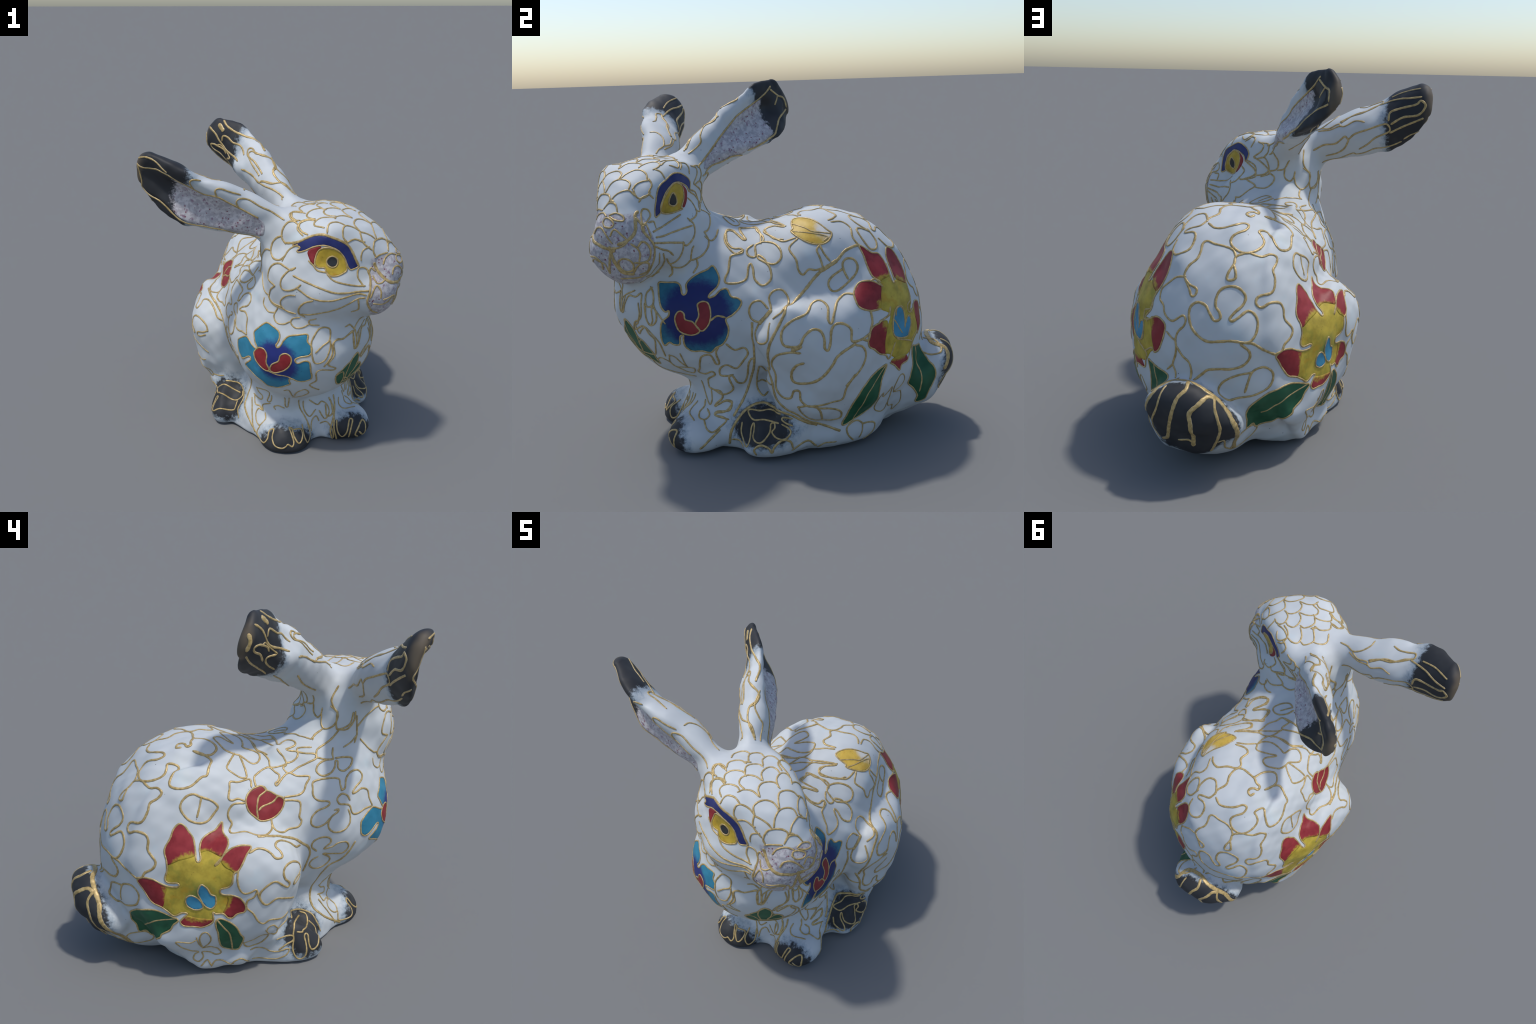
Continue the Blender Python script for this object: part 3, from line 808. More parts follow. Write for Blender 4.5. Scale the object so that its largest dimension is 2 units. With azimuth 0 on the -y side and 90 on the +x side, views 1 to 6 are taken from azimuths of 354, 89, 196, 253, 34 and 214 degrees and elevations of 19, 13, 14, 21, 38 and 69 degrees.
def make_cells(parent_of):
    """coloured enamel filling a closed wire outline, following the body surface"""
    from mathutils.geometry import delaunay_2d_cdt
    for name, colour, layer, pts in CELLS:
        b = snap(smooth_curve(pts, 0.010, True))
        o = b.mean(0)
        _, _, vt = np.linalg.svd(b - o)
        nrm = vt[2] * np.sign(vt[2] @ gradient(b).mean(0))
        U, W = vt[0], np.cross(nrm, vt[0])
        b2 = np.stack([(b - o) @ U, (b - o) @ W], -1)
        lo, hi = b2.min(0), b2.max(0)
        gx, gy = np.meshgrid(np.arange(lo[0], hi[0], 0.009), np.arange(lo[1], hi[1], 0.009))
        g = np.stack([gx.ravel(), gy.ravel()], -1)
        # keep grid points inside the outline and not too close to it
        x0, y0 = b2[:, 0], b2[:, 1]
        x1, y1 = np.roll(x0, -1), np.roll(y0, -1)
        cross = ((y0 > g[:, 1:2]) != (y1 > g[:, 1:2])) & (g[:, 0:1] < (x1 - x0) * (g[:, 1:2] - y0) / np.where(y1 == y0, 1e-9, y1 - y0) + x0)
        d = np.linalg.norm(g[:, None] - b2[None], axis=2)
        g = g[(cross.sum(1) % 2 == 1) & (d.min(1) > 0.006)]
        q = np.vstack([b2, g])
        n = len(b2)
        vo, _, fo, ov, _, _ = delaunay_2d_cdt([Vector(v) for v in q], [(i, (i + 1) % n) for i in range(n)], [], 1, 1e-7)
        v2 = np.array([tuple(v) for v in vo])
        # start from the height of the nearby outline, then slide along the plane normal onto the surface
        dd = np.linalg.norm(v2[:, None] - b2[None], axis=2) + 1e-4
        wgt = 1 / dd ** 2
        h = (wgt * ((b - o) @ nrm)[None]).sum(1) / wgt.sum(1)
        P = o + v2[:, :1] * U + v2[:, 1:] * W + h[:, None] * nrm
        for _ in range(5):
            gr = gradient(P)
            P = P - (np.clip(form(P), -0.02, 0.02) / np.maximum((gr * nrm).sum(1), 0.35))[:, None] * nrm
        gr = gradient(P)
        top = P + gr * (0.0004 + 0.0007 * layer)
        F = [list(f) for f in fo]
        # leave out slivers where the plane projection slid off the form
        good = (np.abs(form(P)) < 0.004) & ((gr * nrm).sum(1) > 0.12)
        F = [f for f in F if all(good[v] for v in f)]
        F = [f if np.cross(v2[f[1]] - v2[f[0]], v2[f[2]] - v2[f[0]]) > 0 else f[::-1] for f in F]
        # thickness: a skirt going down into the body
        edges = {}
        for f in F:
            for a, c in zip(f, f[1:] + f[:1]):
                edges[(a, c)] = True
        rim = [e for e in edges if (e[1], e[0]) not in edges]
        ids = {}
        low = []
        for a, c in rim:
            for v in (a, c):
                if v not in ids:
                    ids[v] = len(top) + len(low)
                    low.append(P[v] - gr[v] * 0.004)
        F += [[c, a, ids[a], ids[c]] for a, c in rim]
        me = new_mesh(name, np.vstack([top, low]) if low else top, F)
        me.materials.append(cell_material(colour, o, b))
        attach(name, me, parent_of(o))


# ----------------------------------------------------------------------------
# 4. ORNAMENT: wires and enamel cells; control points in millimetres, on the body surface
# ----------------------------------------------------------------------------

# --- rear
wire("wire", 11, [(217, 482, 1206), (181, 504, 1193), (136, 496, 1193), (84, 472, 1207), (48, 437, 1212), (21, 437, 1202), (25, 475, 1186), (58, 508, 1174), (77, 530, 1157), (76, 551, 1133), (47, 576, 1112), (-7, 577, 1094), (-48, 542, 1099), (-68, 493, 1113), (-67, 458, 1131), (-48, 440, 1155), (-31, 431, 1172), (-42, 401, 1173), (-66, 378, 1154), (-113, 432, 1126), (-144, 445, 1095), (-169, 404, 1082), (-176, 344, 1089), (-162, 281, 1125), (-161, 251, 1132), (-131, 232, 1160), (-80, 204, 1178), (-45, 231, 1201), (-21, 278, 1222)])
wire("wire", 11, [(-19, 283, 1222), (-40, 246, 1205), (-51, 203, 1200), (-37, 172, 1210), (-18, 159, 1227), (15, 178, 1251), (46, 210, 1261), (68, 254, 1263)])
wire("wire", 12, [(73, 259, 1263), (41, 284, 1257), (14, 290, 1247), (15, 314, 1242), (37, 318, 1249), (57, 333, 1248), (60, 354, 1242), (37, 366, 1233), (24, 347, 1237)])
wire("wire", 11, [(236, 464, 1213), (235, 437, 1223), (203, 382, 1239), (212, 326, 1256), (198, 269, 1264), (160, 250, 1263), (107, 257, 1263), (69, 265, 1263)])
wire("wire", 11, [(-7, 577, 1094), (30, 605, 1078), (29, 636, 1051), (45, 674, 1014), (45, 691, 987), (26, 689, 983), (7, 678, 994), (14, 660, 1026), (30, 642, 1046)])
wire("wire", 10, [(30, 605, 1078), (50, 585, 1104), (95, 572, 1117), (148, 574, 1126), (189, 572, 1138), (210, 586, 1126), (210, 613, 1093), (218, 643, 1061), (247, 671, 1033), (262, 692, 998), (257, 705, 976), (227, 720, 951), (187, 729, 935), (189, 742, 907), (208, 744, 902), (223, 731, 929), (242, 717, 956), (257, 705, 976)])
wire("wire", 9, [(258, 701, 982), (309, 692, 971), (351, 692, 938), (386, 691, 904), (387, 712, 861), (360, 735, 838), (348, 749, 804), (320, 766, 780), (289, 776, 777), (241, 778, 809), (221, 786, 794), (228, 794, 764), (258, 794, 731), (271, 797, 692), (266, 803, 661), (268, 806, 616), (284, 802, 563), (269, 807, 530), (266, 814, 500)])
wire("wire", 8, [(284, 802, 563), (320, 784, 527)])
wire("wire", 8, [(322, 779, 715), (294, 791, 696), (270, 798, 685)])
wire("wire", 9, [(262, 804, 656), (230, 809, 615), (195, 814, 589), (183, 815, 551), (183, 829, 507)])
wire("wire", 11, [(-35, 564, 1091), (-80, 541, 1073), (-116, 507, 1081), (-145, 491, 1064), (-148, 514, 1037), (-144, 555, 1014), (-159, 571, 981), (-165, 598, 937), (-153, 623, 917), (-106, 656, 906), (-96, 675, 882), (-110, 677, 861), (-130, 669, 858), (-160, 642, 875), (-194, 602, 867), (-210, 590, 836), (-220, 597, 786), (-252, 568, 731), (-251, 585, 693), (-230, 625, 665), (-222, 641, 637), (-195, 668, 624)])
wire("wire", 11, [(-195, 668, 624), (-150, 704, 654), (-105, 745, 696), (-67, 767, 703), (-16, 785, 712), (44, 798, 707), (99, 806, 703), (145, 805, 722), (187, 797, 763), (206, 781, 811), (203, 766, 855), (170, 757, 878), (129, 760, 867), (105, 774, 839), (76, 782, 803), (50, 774, 813), (56, 765, 841), (78, 758, 869), (80, 736, 913), (62, 716, 944), (22, 699, 956), (-20, 692, 946), (-49, 690, 910), (-44, 711, 874), (-13, 741, 842), (6, 760, 814), (-7, 761, 803), (-33, 744, 819), (-67, 712, 845), (-99, 702, 829), (-117, 706, 791), (-115, 728, 740), (-94, 752, 707), (-67, 767, 703)])
wire("wire", 11, [(-56, 773, 694), (-90, 756, 660), (-92, 751, 622), (-61, 764, 584), (-10, 785, 569), (42, 802, 569), (96, 815, 563), (130, 811, 534), (165, 824, 505)])
wire("wire", 10, [(-100, 737, 544), (-39, 767, 534), (25, 783, 501), (54, 788, 455), (36, 799, 429), (8, 769, 397), (-43, 742, 407), (-117, 718, 424), (-165, 680, 448), (-186, 664, 492), (-181, 666, 532), (-150, 692, 561), (-121, 721, 560), (-100, 737, 544), (-87, 745, 507), (-69, 746, 443)])
wire("wire", 10, [(353, 486, 1171), (387, 524, 1117), (425, 520, 1083), (449, 483, 1088), (429, 441, 1143), (395, 420, 1182), (371, 442, 1185), (361, 489, 1165)])
wire("wire", 10, [(361, 489, 1165), (349, 435, 1200), (319, 398, 1227), (273, 396, 1237), (242, 441, 1221), (238, 461, 1214), (257, 499, 1196), (296, 505, 1184), (329, 510, 1168), (328, 527, 1159), (281, 538, 1169), (259, 562, 1154), (265, 608, 1106), (296, 631, 1084), (342, 623, 1067), (370, 584, 1083), (365, 544, 1122)])
wire("wire", 10, [(-214, 305, 1039), (-204, 334, 1055), (-200, 369, 1049), (-206, 402, 1022), (-216, 412, 990), (-233, 394, 951), (-248, 364, 924), (-255, 319, 910), (-252, 277, 917), (-243, 237, 955), (-242, 220, 983), (-231, 248, 1015), (-218, 292, 1035), (-213, 305, 1041)])
wire("wire", 9, [(-217, 300, 1033), (-229, 315, 987), (-246, 333, 946)])

# --- left side
wire("wire", 9, [(-201, 24, 1051), (-178, 19, 1073), (-171, 32, 1082), (-188, 92, 1081), (-192, 136, 1089), (-214, 146, 1061), (-242, 161, 1021), (-248, 143, 1008), (-244, 111, 1011), (-252, 80, 997)])
wire("wire", 9, [(-200, -1, 1050), (-165, -4, 1084), (-146, -32, 1099), (-127, -76, 1111), (-124, -102, 1113), (-148, -126, 1093), (-162, -146, 1076), (-186, -131, 1054), (-192, -113, 1046), (-200, -120, 1035), (-168, -169, 1068), (-155, -206, 1077), (-176, -243, 1063), (-188, -309, 1055), (-208, -282, 1021), (-223, -263, 991), (-234, -227, 977), (-234, -154, 976)])
wire("wire", 9, [(-241, -151, 960), (-244, -198, 954), (-249, -231, 941), (-260, -229, 900), (-268, -220, 865), (-270, -232, 838), (-277, -210, 811), (-287, -155, 812), (-305, -117, 807), (-316, -76, 825), (-295, -59, 851), (-277, -59, 876)])
wire("wire", 9, [(-258, 83, 987), (-256, 139, 989), (-256, 168, 955), (-263, 171, 921), (-274, 157, 891), (-286, 174, 861), (-307, 165, 849), (-322, 103, 855), (-352, 52, 841), (-353, -2, 832), (-317, -45, 837), (-295, -56, 852)])
wire("wire", 12, [(-365, 41, 835), (-356, -38, 821), (-323, -117, 786), (-299, -182, 753), (-286, -232, 711), (-277, -267, 680), (-269, -280, 633), (-255, -269, 579), (-229, -255, 513)])
wire("wire", 9, [(-208, -48, 1037), (-216, -51, 1020), (-231, -9, 1000), (-248, 7, 971), (-261, 15, 939), (-275, 14, 900)])
wire("wire", 9, [(-236, -144, 972), (-233, -114, 985), (-243, -79, 962), (-252, -19, 949), (-261, 2, 937)])
wire("wire", 9, [(-106, -208, 1118), (-89, -198, 1146), (-70, -173, 1182), (20, -165, 1186), (103, -136, 1189)])
wire("wire", 9, [(-106, -208, 1118), (-102, -245, 1121), (-94, -274, 1140), (-73, -282, 1162), (-60, -241, 1169), (-54, -224, 1179), (-41, -281, 1190), (-15, -284, 1205), (19, -256, 1204), (6, -222, 1199), (-36, -185, 1204), (65, -206, 1195), (127, -207, 1199)])
wire("wire", 8, [(-111, -203, 1114), (-127, -146, 1111), (-122, -109, 1115), (-84, -113, 1143), (-40, -93, 1169), (-1, -67, 1179), (112, -64, 1202), (136, -45, 1210)])
wire("wire", 9, [(-116, -201, 1109), (-127, -181, 1103), (-142, -185, 1089), (-155, -206, 1077), (-139, -263, 1096), (-141, -314, 1115), (-136, -368, 1132), (-117, -369, 1152), (-98, -324, 1155), (-73, -282, 1162)])
wire("wire", 8, [(-73, -282, 1162), (-61, -293, 1179), (-77, -359, 1179)])
wire("wire", 9, [(-132, -370, 1137), (-133, -422, 1120), (-122, -473, 1110), (-106, -477, 1134), (-91, -486, 1160)])
wire("wire", 9, [(-127, -372, 1142), (-96, -391, 1168), (-77, -438, 1185), (-65, -490, 1210), (-67, -528, 1252)])
wire("wire", 8, [(-35, -382, 1215), (-21, -414, 1232), (-15, -450, 1252)])
wire("wire", 8, [(-37, -375, 1213), (2, -330, 1223), (46, -313, 1224), (91, -269, 1216)])
wire("wire", 9, [(-122, -473, 1110), (-141, -412, 1115), (-162, -368, 1102), (-179, -355, 1071), (-190, -386, 1048), (-176, -438, 1052), (-152, -471, 1071), (-126, -488, 1099), (-128, -501, 1092), (-153, -494, 1062), (-157, -526, 1046), (-138, -574, 1065), (-120, -589, 1100), (-116, -543, 1111), (-117, -495, 1112)])
wire("wire", 9, [(-213, -489, 959), (-203, -484, 989), (-185, -481, 1016), (-193, -418, 1031), (-204, -329, 1029), (-221, -316, 995), (-235, -313, 961), (-244, -339, 932), (-243, -398, 916), (-247, -403, 900), (-252, -375, 887), (-259, -327, 877), (-266, -292, 846), (-271, -289, 809), (-269, -323, 786), (-265, -370, 796), (-259, -399, 819)])
wire("wire", 9, [(-213, -489, 959), (-206, -512, 966), (-181, -529, 1008), (-158, -566, 1034), (-148, -611, 1037), (-153, -637, 1008), (-169, -623, 976), (-194, -579, 952), (-210, -555, 928), (-202, -582, 928), (-184, -624, 938), (-175, -663, 918), (-181, -672, 871), (-182, -690, 828)])
wire("wire", 9, [(-222, -533, 899), (-220, -520, 924), (-220, -487, 939), (-232, -455, 919), (-237, -467, 889), (-233, -502, 879), (-230, -531, 866), (-233, -543, 825), (-227, -566, 808), (-216, -605, 811), (-203, -639, 821), (-187, -681, 821)])
wire("wire", 9, [(-238, -521, 844), (-241, -530, 810), (-248, -524, 766), (-260, -486, 737), (-264, -431, 734), (-267, -396, 762), (-263, -391, 795), (-257, -413, 829), (-250, -449, 847), (-245, -460, 860), (-248, -436, 861)])
wire("wire", 9, [(-260, -320, 639), (-273, -289, 674), (-272, -302, 706), (-268, -350, 719), (-262, -398, 705), (-257, -408, 673), (-253, -369, 640), (-245, -419, 638), (-248, -459, 657), (-241, -509, 651), (-227, -530, 609), (-212, -496, 570), (-215, -426, 580), (-241, -368, 603), (-203, -424, 550), (-195, -414, 515), (-197, -366, 493), (-215, -318, 508), (-237, -289, 546), (-247, -299, 577), (-246, -332, 591)])
wire("wire", 11, [(-225, -570, 632), (-211, -538, 569), (-189, -493, 515), (-184, -430, 490), (-165, -399, 445), (-133, -373, 380), (-118, -346, 324), (-124, -335, 275), (-138, -337, 235), (-161, -362, 188), (-156, -421, 130), (-100, -533, 37)])
wire("wire", 10, [(-422, 105, 783), (-414, 64, 794), (-422, 28, 787), (-436, -1, 766), (-452, -19, 744), (-454, -43, 738), (-444, -61, 743), (-423, -54, 765), (-406, -36, 786), (-380, -54, 796), (-357, -92, 786), (-337, -139, 756), (-322, -179, 718), (-294, -210, 707)])
wire("wire", 10, [(-389, -179, 625), (-396, -166, 660), (-433, -123, 695), (-460, -79, 696), (-475, -56, 671), (-481, -61, 631), (-471, -89, 595), (-471, -78, 573), (-481, -51, 592), (-481, -17, 620), (-480, 12, 619), (-477, 51, 594), (-472, 74, 564), (-468, 73, 530), (-468, 55, 497), (-469, 31, 490), (-473, -18, 517), (-441, -83, 488), (-387, -137, 452)])
wire("wire", 9, [(-405, -168, 592), (-435, -136, 571), (-452, -118, 573), (-451, -125, 598), (-419, -157, 607), (-389, -179, 625)])
wire("wire", 9, [(-446, 179, 701), (-452, 187, 654), (-450, 177, 599), (-454, 155, 571), (-463, 124, 575), (-470, 97, 589), (-471, 90, 577), (-464, 106, 545), (-454, 137, 524), (-446, 141, 478), (-451, 110, 442), (-448, 81, 384), (-444, 50, 362), (-447, 11, 380), (-424, -57, 362), (-405, -94, 377)])
wire("wire", 9, [(-471, 88, 577), (-467, 76, 530), (-468, 55, 497)])
wire("wire", 7, [(-366, 142, 213), (-376, 88, 230), (-405, 45, 267), (-381, 7, 243), (-364, 23, 207), (-337, 57, 169), (-332, 102, 159), (-351, 133, 183), (-366, 142, 213)])
wire("wire", 7, [(-430, 32, 307), (-436, 13, 332), (-430, -18, 324), (-351, -54, 245), (-366, -28, 231), (-418, 19, 280), (-430, 32, 307)])
wire("wire", 7, [(-351, -54, 245), (-322, -96, 253), (-288, -137, 270)])
wire("wire", 7, [(-331, 93, 135), (-328, 55, 139), (-326, 13, 122), (-324, -18, 96), (-335, -57, 89), (-347, -106, 103), (-348, -124, 96), (-351, -109, 71), (-341, -75, 49), (-325, -38, 38), (-301, 18, 42), (-301, 75, 52)])
wire("wire", 7, [(-296, 312, 59), (-305, 295, 91), (-312, 262, 95), (-328, 226, 77), (-334, 210, 70), (-349, 190, 96), (-358, 152, 106), (-302, 102, 43)])
wire("wire", 7, [(-286, 367, 66), (-293, 335, 100), (-296, 315, 60)])
wire("wire", 7, [(-315, 361, 199), (-352, 383, 274), (-368, 373, 320), (-375, 346, 328), (-363, 323, 280), (-341, 331, 236), (-314, 355, 198), (-325, 312, 201), (-305, 258, 143), (-300, 286, 130), (-295, 324, 152), (-293, 361, 159), (-285, 355, 119), (-282, 382, 93), (-279, 409, 115), (-287, 400, 151), (-293, 381, 163), (-311, 434, 197), (-319, 483, 237), (-319, 506, 268), (-332, 473, 269), (-342, 431, 263), (-352, 405, 279)])
wire("wire", 6, [(-315, 361, 199), (-339, 387, 247), (-358, 399, 297)])
wire("wire", 7, [(-8, 743, 150), (-33, 726, 189), (-46, 681, 200), (-72, 626, 208), (-84, 590, 180), (-55, 606, 139), (-16, 672, 111), (10, 721, 113), (-8, 743, 150)])

# --- flower, left haunch
cell("petal_base", "yellow", 1, [(-199, 663, 613), (-225, 638, 637), (-254, 595, 634), (-276, 558, 615), (-298, 520, 601), (-320, 481, 600), (-330, 466, 614), (-324, 475, 624), (-309, 499, 621), (-295, 523, 624), (-287, 531, 646), (-290, 517, 692), (-280, 515, 740), (-263, 519, 774), (-255, 513, 804), (-250, 482, 849), (-241, 462, 889), (-237, 438, 912), (-240, 422, 917), (-248, 403, 905), (-262, 387, 879), (-278, 368, 843), (-308, 367, 798), (-346, 373, 753), (-359, 363, 743), (-354, 350, 759), (-321, 346, 794), (-295, 327, 832), (-281, 290, 854), (-272, 249, 866), (-261, 223, 886), (-259, 205, 900), (-288, 210, 855), (-335, 201, 840), (-379, 208, 827), (-399, 237, 789), (-407, 268, 747), (-404, 292, 732), (-404, 261, 762), (-398, 214, 802), (-399, 171, 818), (-401, 128, 818), (-407, 95, 806), (-424, 125, 776), (-441, 153, 737), (-446, 178, 703), (-441, 201, 687), (-441, 212, 636), (-428, 231, 609), (-414, 266, 596), (-410, 271, 576), (-414, 251, 560), (-429, 211, 557), (-444, 172, 539), (-446, 147, 492), (-439, 152, 453), (-426, 188, 440), (-418, 214, 417), (-416, 236, 420), (-413, 261, 448), (-403, 297, 450), (-399, 312, 457), (-398, 315, 401), (-375, 366, 367), (-360, 412, 371), (-343, 458, 374), (-334, 476, 397), (-339, 459, 422), (-346, 437, 446), (-336, 462, 451), (-318, 503, 431), (-300, 531, 452), (-276, 563, 475), (-247, 600, 491), (-225, 625, 533), (-208, 651, 584)])
cell("petal", "red", 2, [(-255, 513, 804), (-250, 482, 849), (-241, 462, 889), (-237, 438, 912), (-240, 422, 917), (-248, 403, 905), (-262, 387, 879), (-278, 368, 843), (-308, 367, 798), (-330, 372, 769), (-324, 413, 755), (-311, 454, 745), (-301, 485, 730), (-287, 515, 720), (-277, 516, 745), (-263, 519, 774)])
cell("petal", "red", 2, [(-322, 343, 794), (-295, 327, 832), (-281, 290, 854), (-272, 249, 866), (-261, 223, 886), (-259, 205, 900), (-288, 210, 855), (-335, 201, 840), (-379, 208, 827), (-398, 231, 794), (-400, 254, 776), (-384, 276, 783), (-362, 297, 791), (-346, 314, 792), (-333, 344, 782)])
cell("petal", "red", 2, [(-406, 256, 761), (-398, 214, 802), (-399, 171, 818), (-401, 128, 818), (-407, 95, 806), (-424, 125, 776), (-441, 153, 737), (-446, 178, 703), (-442, 199, 690), (-433, 212, 703), (-419, 245, 725)])
cell("petal", "red", 2, [(-199, 663, 613), (-225, 638, 637), (-254, 595, 634), (-276, 558, 615), (-296, 525, 601), (-291, 536, 552), (-281, 556, 474), (-247, 600, 491), (-225, 625, 533), (-208, 651, 584)])
cell("petal", "red", 2, [(-421, 231, 557), (-444, 172, 539), (-446, 147, 492), (-439, 152, 453), (-426, 188, 440), (-418, 219, 421), (-413, 261, 448), (-415, 246, 489), (-418, 234, 525)])
cell("petal", "red", 2, [(-343, 448, 434), (-367, 389, 423), (-391, 339, 421), (-399, 314, 411), (-375, 366, 367), (-360, 412, 371), (-343, 458, 374), (-334, 476, 394)])
cell("flower_centre", "azure", 3, [(-351, 440, 542), (-364, 418, 562), (-372, 388, 549), (-378, 364, 517), (-379, 360, 486), (-369, 386, 473), (-355, 415, 478), (-346, 439, 502)])
cell("flower_centre", "azure", 3, [(-385, 377, 608), (-393, 361, 630), (-396, 336, 606), (-396, 317, 566), (-400, 294, 552), (-399, 296, 503), (-393, 321, 480), (-383, 350, 498), (-377, 368, 536), (-378, 382, 576)])
cell("leaf", "green", 1, [(-109, 709, 377), (-178, 671, 425), (-245, 608, 448), (-281, 555, 439), (-311, 513, 423), (-329, 485, 406), (-311, 511, 372), (-299, 528, 337), (-271, 569, 303), (-257, 588, 273), (-88, 596, 194), (-74, 626, 219), (-53, 664, 208), (-56, 677, 260), (-62, 702, 308)])
wire("wire", 7, [(-127, 639, 296), (-230, 612, 364), (-271, 563, 391), (-323, 494, 416)])
cell("leaf", "green", 1, [(-403, 299, 407), (-409, 273, 418), (-412, 230, 391), (-412, 193, 352), (-402, 169, 296), (-388, 149, 257), (-355, 159, 192), (-346, 175, 167), (-328, 217, 168), (-323, 255, 187), (-359, 278, 254), (-379, 286, 314), (-394, 299, 364)])
wire("wire", 8, [(-405, 289, 406), (-395, 255, 349), (-387, 227, 305), (-368, 213, 245), (-337, 201, 174)])
cell("bud", "crimson", 1, [(-203, -13, 1046), (-217, 35, 1033), (-248, 70, 1000), (-264, 64, 948), (-275, 26, 902), (-282, -8, 880), (-271, -74, 884), (-257, -123, 916), (-241, -145, 958), (-233, -126, 983), (-231, -108, 991), (-220, -81, 1010), (-213, -52, 1025), (-205, -37, 1044)])

# --- flower, right haunch
cell("flower_heart", "yellow", 1, [(535, 522, 948), (483, 580, 957), (497, 602, 912), (442, 637, 931), (425, 678, 887), (439, 705, 799), (476, 694, 753), (363, 756, 748), (382, 764, 634), (440, 730, 575), (481, 697, 518), (542, 653, 510), (591, 600, 519), (612, 559, 554), (634, 519, 571), (626, 538, 681), (589, 568, 762), (603, 511, 806), (573, 510, 884)])
cell("petal", "red", 2, [(463, 424, 1111), (460, 486, 1071), (442, 532, 1055), (458, 566, 1001), (486, 583, 951), (530, 541, 939), (545, 520, 932), (544, 485, 958), (522, 464, 996), (492, 444, 1058)])
cell("petal", "red", 2, [(411, 574, 1047), (375, 586, 1076), (360, 621, 1052), (364, 658, 987), (386, 679, 928), (419, 683, 885), (464, 633, 912), (470, 607, 940), (443, 584, 997)])
cell("petal", "red", 2, [(594, 378, 895), (560, 410, 934), (556, 471, 940), (554, 522, 915), (575, 522, 866), (603, 514, 800), (630, 459, 801), (647, 403, 824), (633, 382, 857)])
cell("petal", "red", 2, [(627, 507, 733), (606, 550, 736), (623, 544, 679), (627, 535, 618), (623, 536, 559), (645, 505, 575), (668, 471, 604), (684, 445, 624), (682, 439, 661), (656, 461, 713)])
cell("petal", "red", 2, [(440, 716, 757), (396, 734, 771), (341, 765, 751), (344, 773, 694), (378, 767, 607), (403, 754, 598), (417, 747, 642), (430, 731, 702)])
cell("petal", "red", 2, [(600, 583, 523), (568, 629, 528), (524, 666, 516), (497, 681, 472), (556, 638, 471), (564, 625, 442), (588, 595, 479), (604, 570, 499)])
cell("flower_centre", "azure", 3, [(569, 599, 779), (555, 616, 793), (536, 638, 786), (533, 652, 740), (528, 660, 694), (511, 672, 720), (488, 692, 718), (491, 696, 654), (518, 675, 618), (569, 622, 626), (597, 586, 656), (591, 583, 724)])
wire("wire", 7, [(573, 601, 755), (561, 609, 789), (543, 631, 789), (528, 656, 738), (535, 655, 670), (517, 668, 715), (493, 688, 720), (492, 695, 674), (513, 679, 623)])
wire("wire", 7, [(586, 587, 735), (569, 615, 690), (554, 636, 652)])
wire("wire", 8, [(553, 531, 909), (548, 496, 946), (556, 471, 940)])
wire("wire", 11, [(631, 459, 798), (642, 466, 745), (661, 454, 709), (682, 439, 661), (699, 407, 674)])
wire("wire", 10, [(625, 508, 738), (592, 561, 763), (577, 570, 796)])
wire("wire", 8, [(455, 569, 1000), (483, 580, 957), (502, 595, 914), (486, 607, 919), (457, 591, 975)])
cell("leaf", "green", 1, [(619, 546, 498), (635, 514, 488), (664, 469, 464), (684, 434, 431), (689, 397, 379), (679, 359, 311), (654, 333, 244), (632, 307, 168), (607, 372, 189), (581, 438, 218), (580, 484, 260), (617, 506, 334), (631, 516, 409), (622, 533, 457)])
wire("wire", 6, [(621, 541, 495), (649, 488, 427), (675, 436, 354), (641, 400, 265), (610, 367, 190)])
cell("leaf", "green", 1, [(457, 715, 534), (417, 739, 523), (324, 781, 496), (333, 798, 457), (386, 825, 417), (400, 848, 394), (404, 861, 354), (394, 856, 304), (399, 825, 243), (375, 810, 186), (382, 770, 172), (397, 749, 184), (414, 757, 224), (432, 731, 274), (443, 698, 313), (445, 712, 368), (440, 723, 428), (450, 715, 491)])
wire("wire", 7, [(416, 739, 518), (394, 750, 427), (414, 772, 371), (432, 777, 323), (427, 767, 257)])

# --- right side scrolls
wire("wire", 13, [(463, 418, 1114), (495, 347, 1093), (522, 296, 1046), (550, 220, 1006), (567, 170, 963), (587, 126, 915), (629, 57, 856), (709, 6, 816), (713, -31, 745), (715, -69, 668), (688, -79, 590), (658, -72, 514)])
wire("wire", 18, [(522, 296, 1046), (537, 258, 1026), (552, 208, 1001)])
wire("wire", 12, [(639, -80, 510), (667, -61, 444), (667, -40, 347), (684, 12, 294), (684, 89, 245), (643, 177, 189), (638, 287, 141)])
wire("wire", 9, [(502, 208, 1124), (517, 195, 1104), (533, 211, 1064), (547, 224, 1017)])
wire("wire", 9, [(501, 214, 1124), (519, 230, 1090), (529, 259, 1052)])
cell("bud", "amber", 1, [(323, 83, 1235), (325, 114, 1244), (358, 174, 1242), (402, 219, 1223), (435, 258, 1195), (450, 281, 1178), (478, 265, 1148), (494, 227, 1131), (498, 179, 1134), (487, 138, 1148), (457, 98, 1168), (413, 68, 1188), (399, 78, 1200), (360, 74, 1217)])
wire("wire", 7, [(362, 77, 1218), (415, 138, 1207), (444, 184, 1190), (451, 268, 1179)])
wire("wire", 7, [(418, 77, 1188), (440, 124, 1188), (452, 184, 1182), (466, 255, 1164), (480, 241, 1149)])
wire("wire", 9, [(468, 97, 1158), (483, 59, 1125), (500, 55, 1104), (537, 85, 1063), (554, 95, 1012), (562, 118, 988), (555, 148, 1013), (552, 184, 1008), (547, 224, 1017)])
wire("wire", 9, [(458, 86, 1162), (446, 25, 1143), (394, -21, 1152), (314, -75, 1172), (288, -36, 1195), (360, 37, 1203), (297, 9, 1214), (208, -33, 1211)])
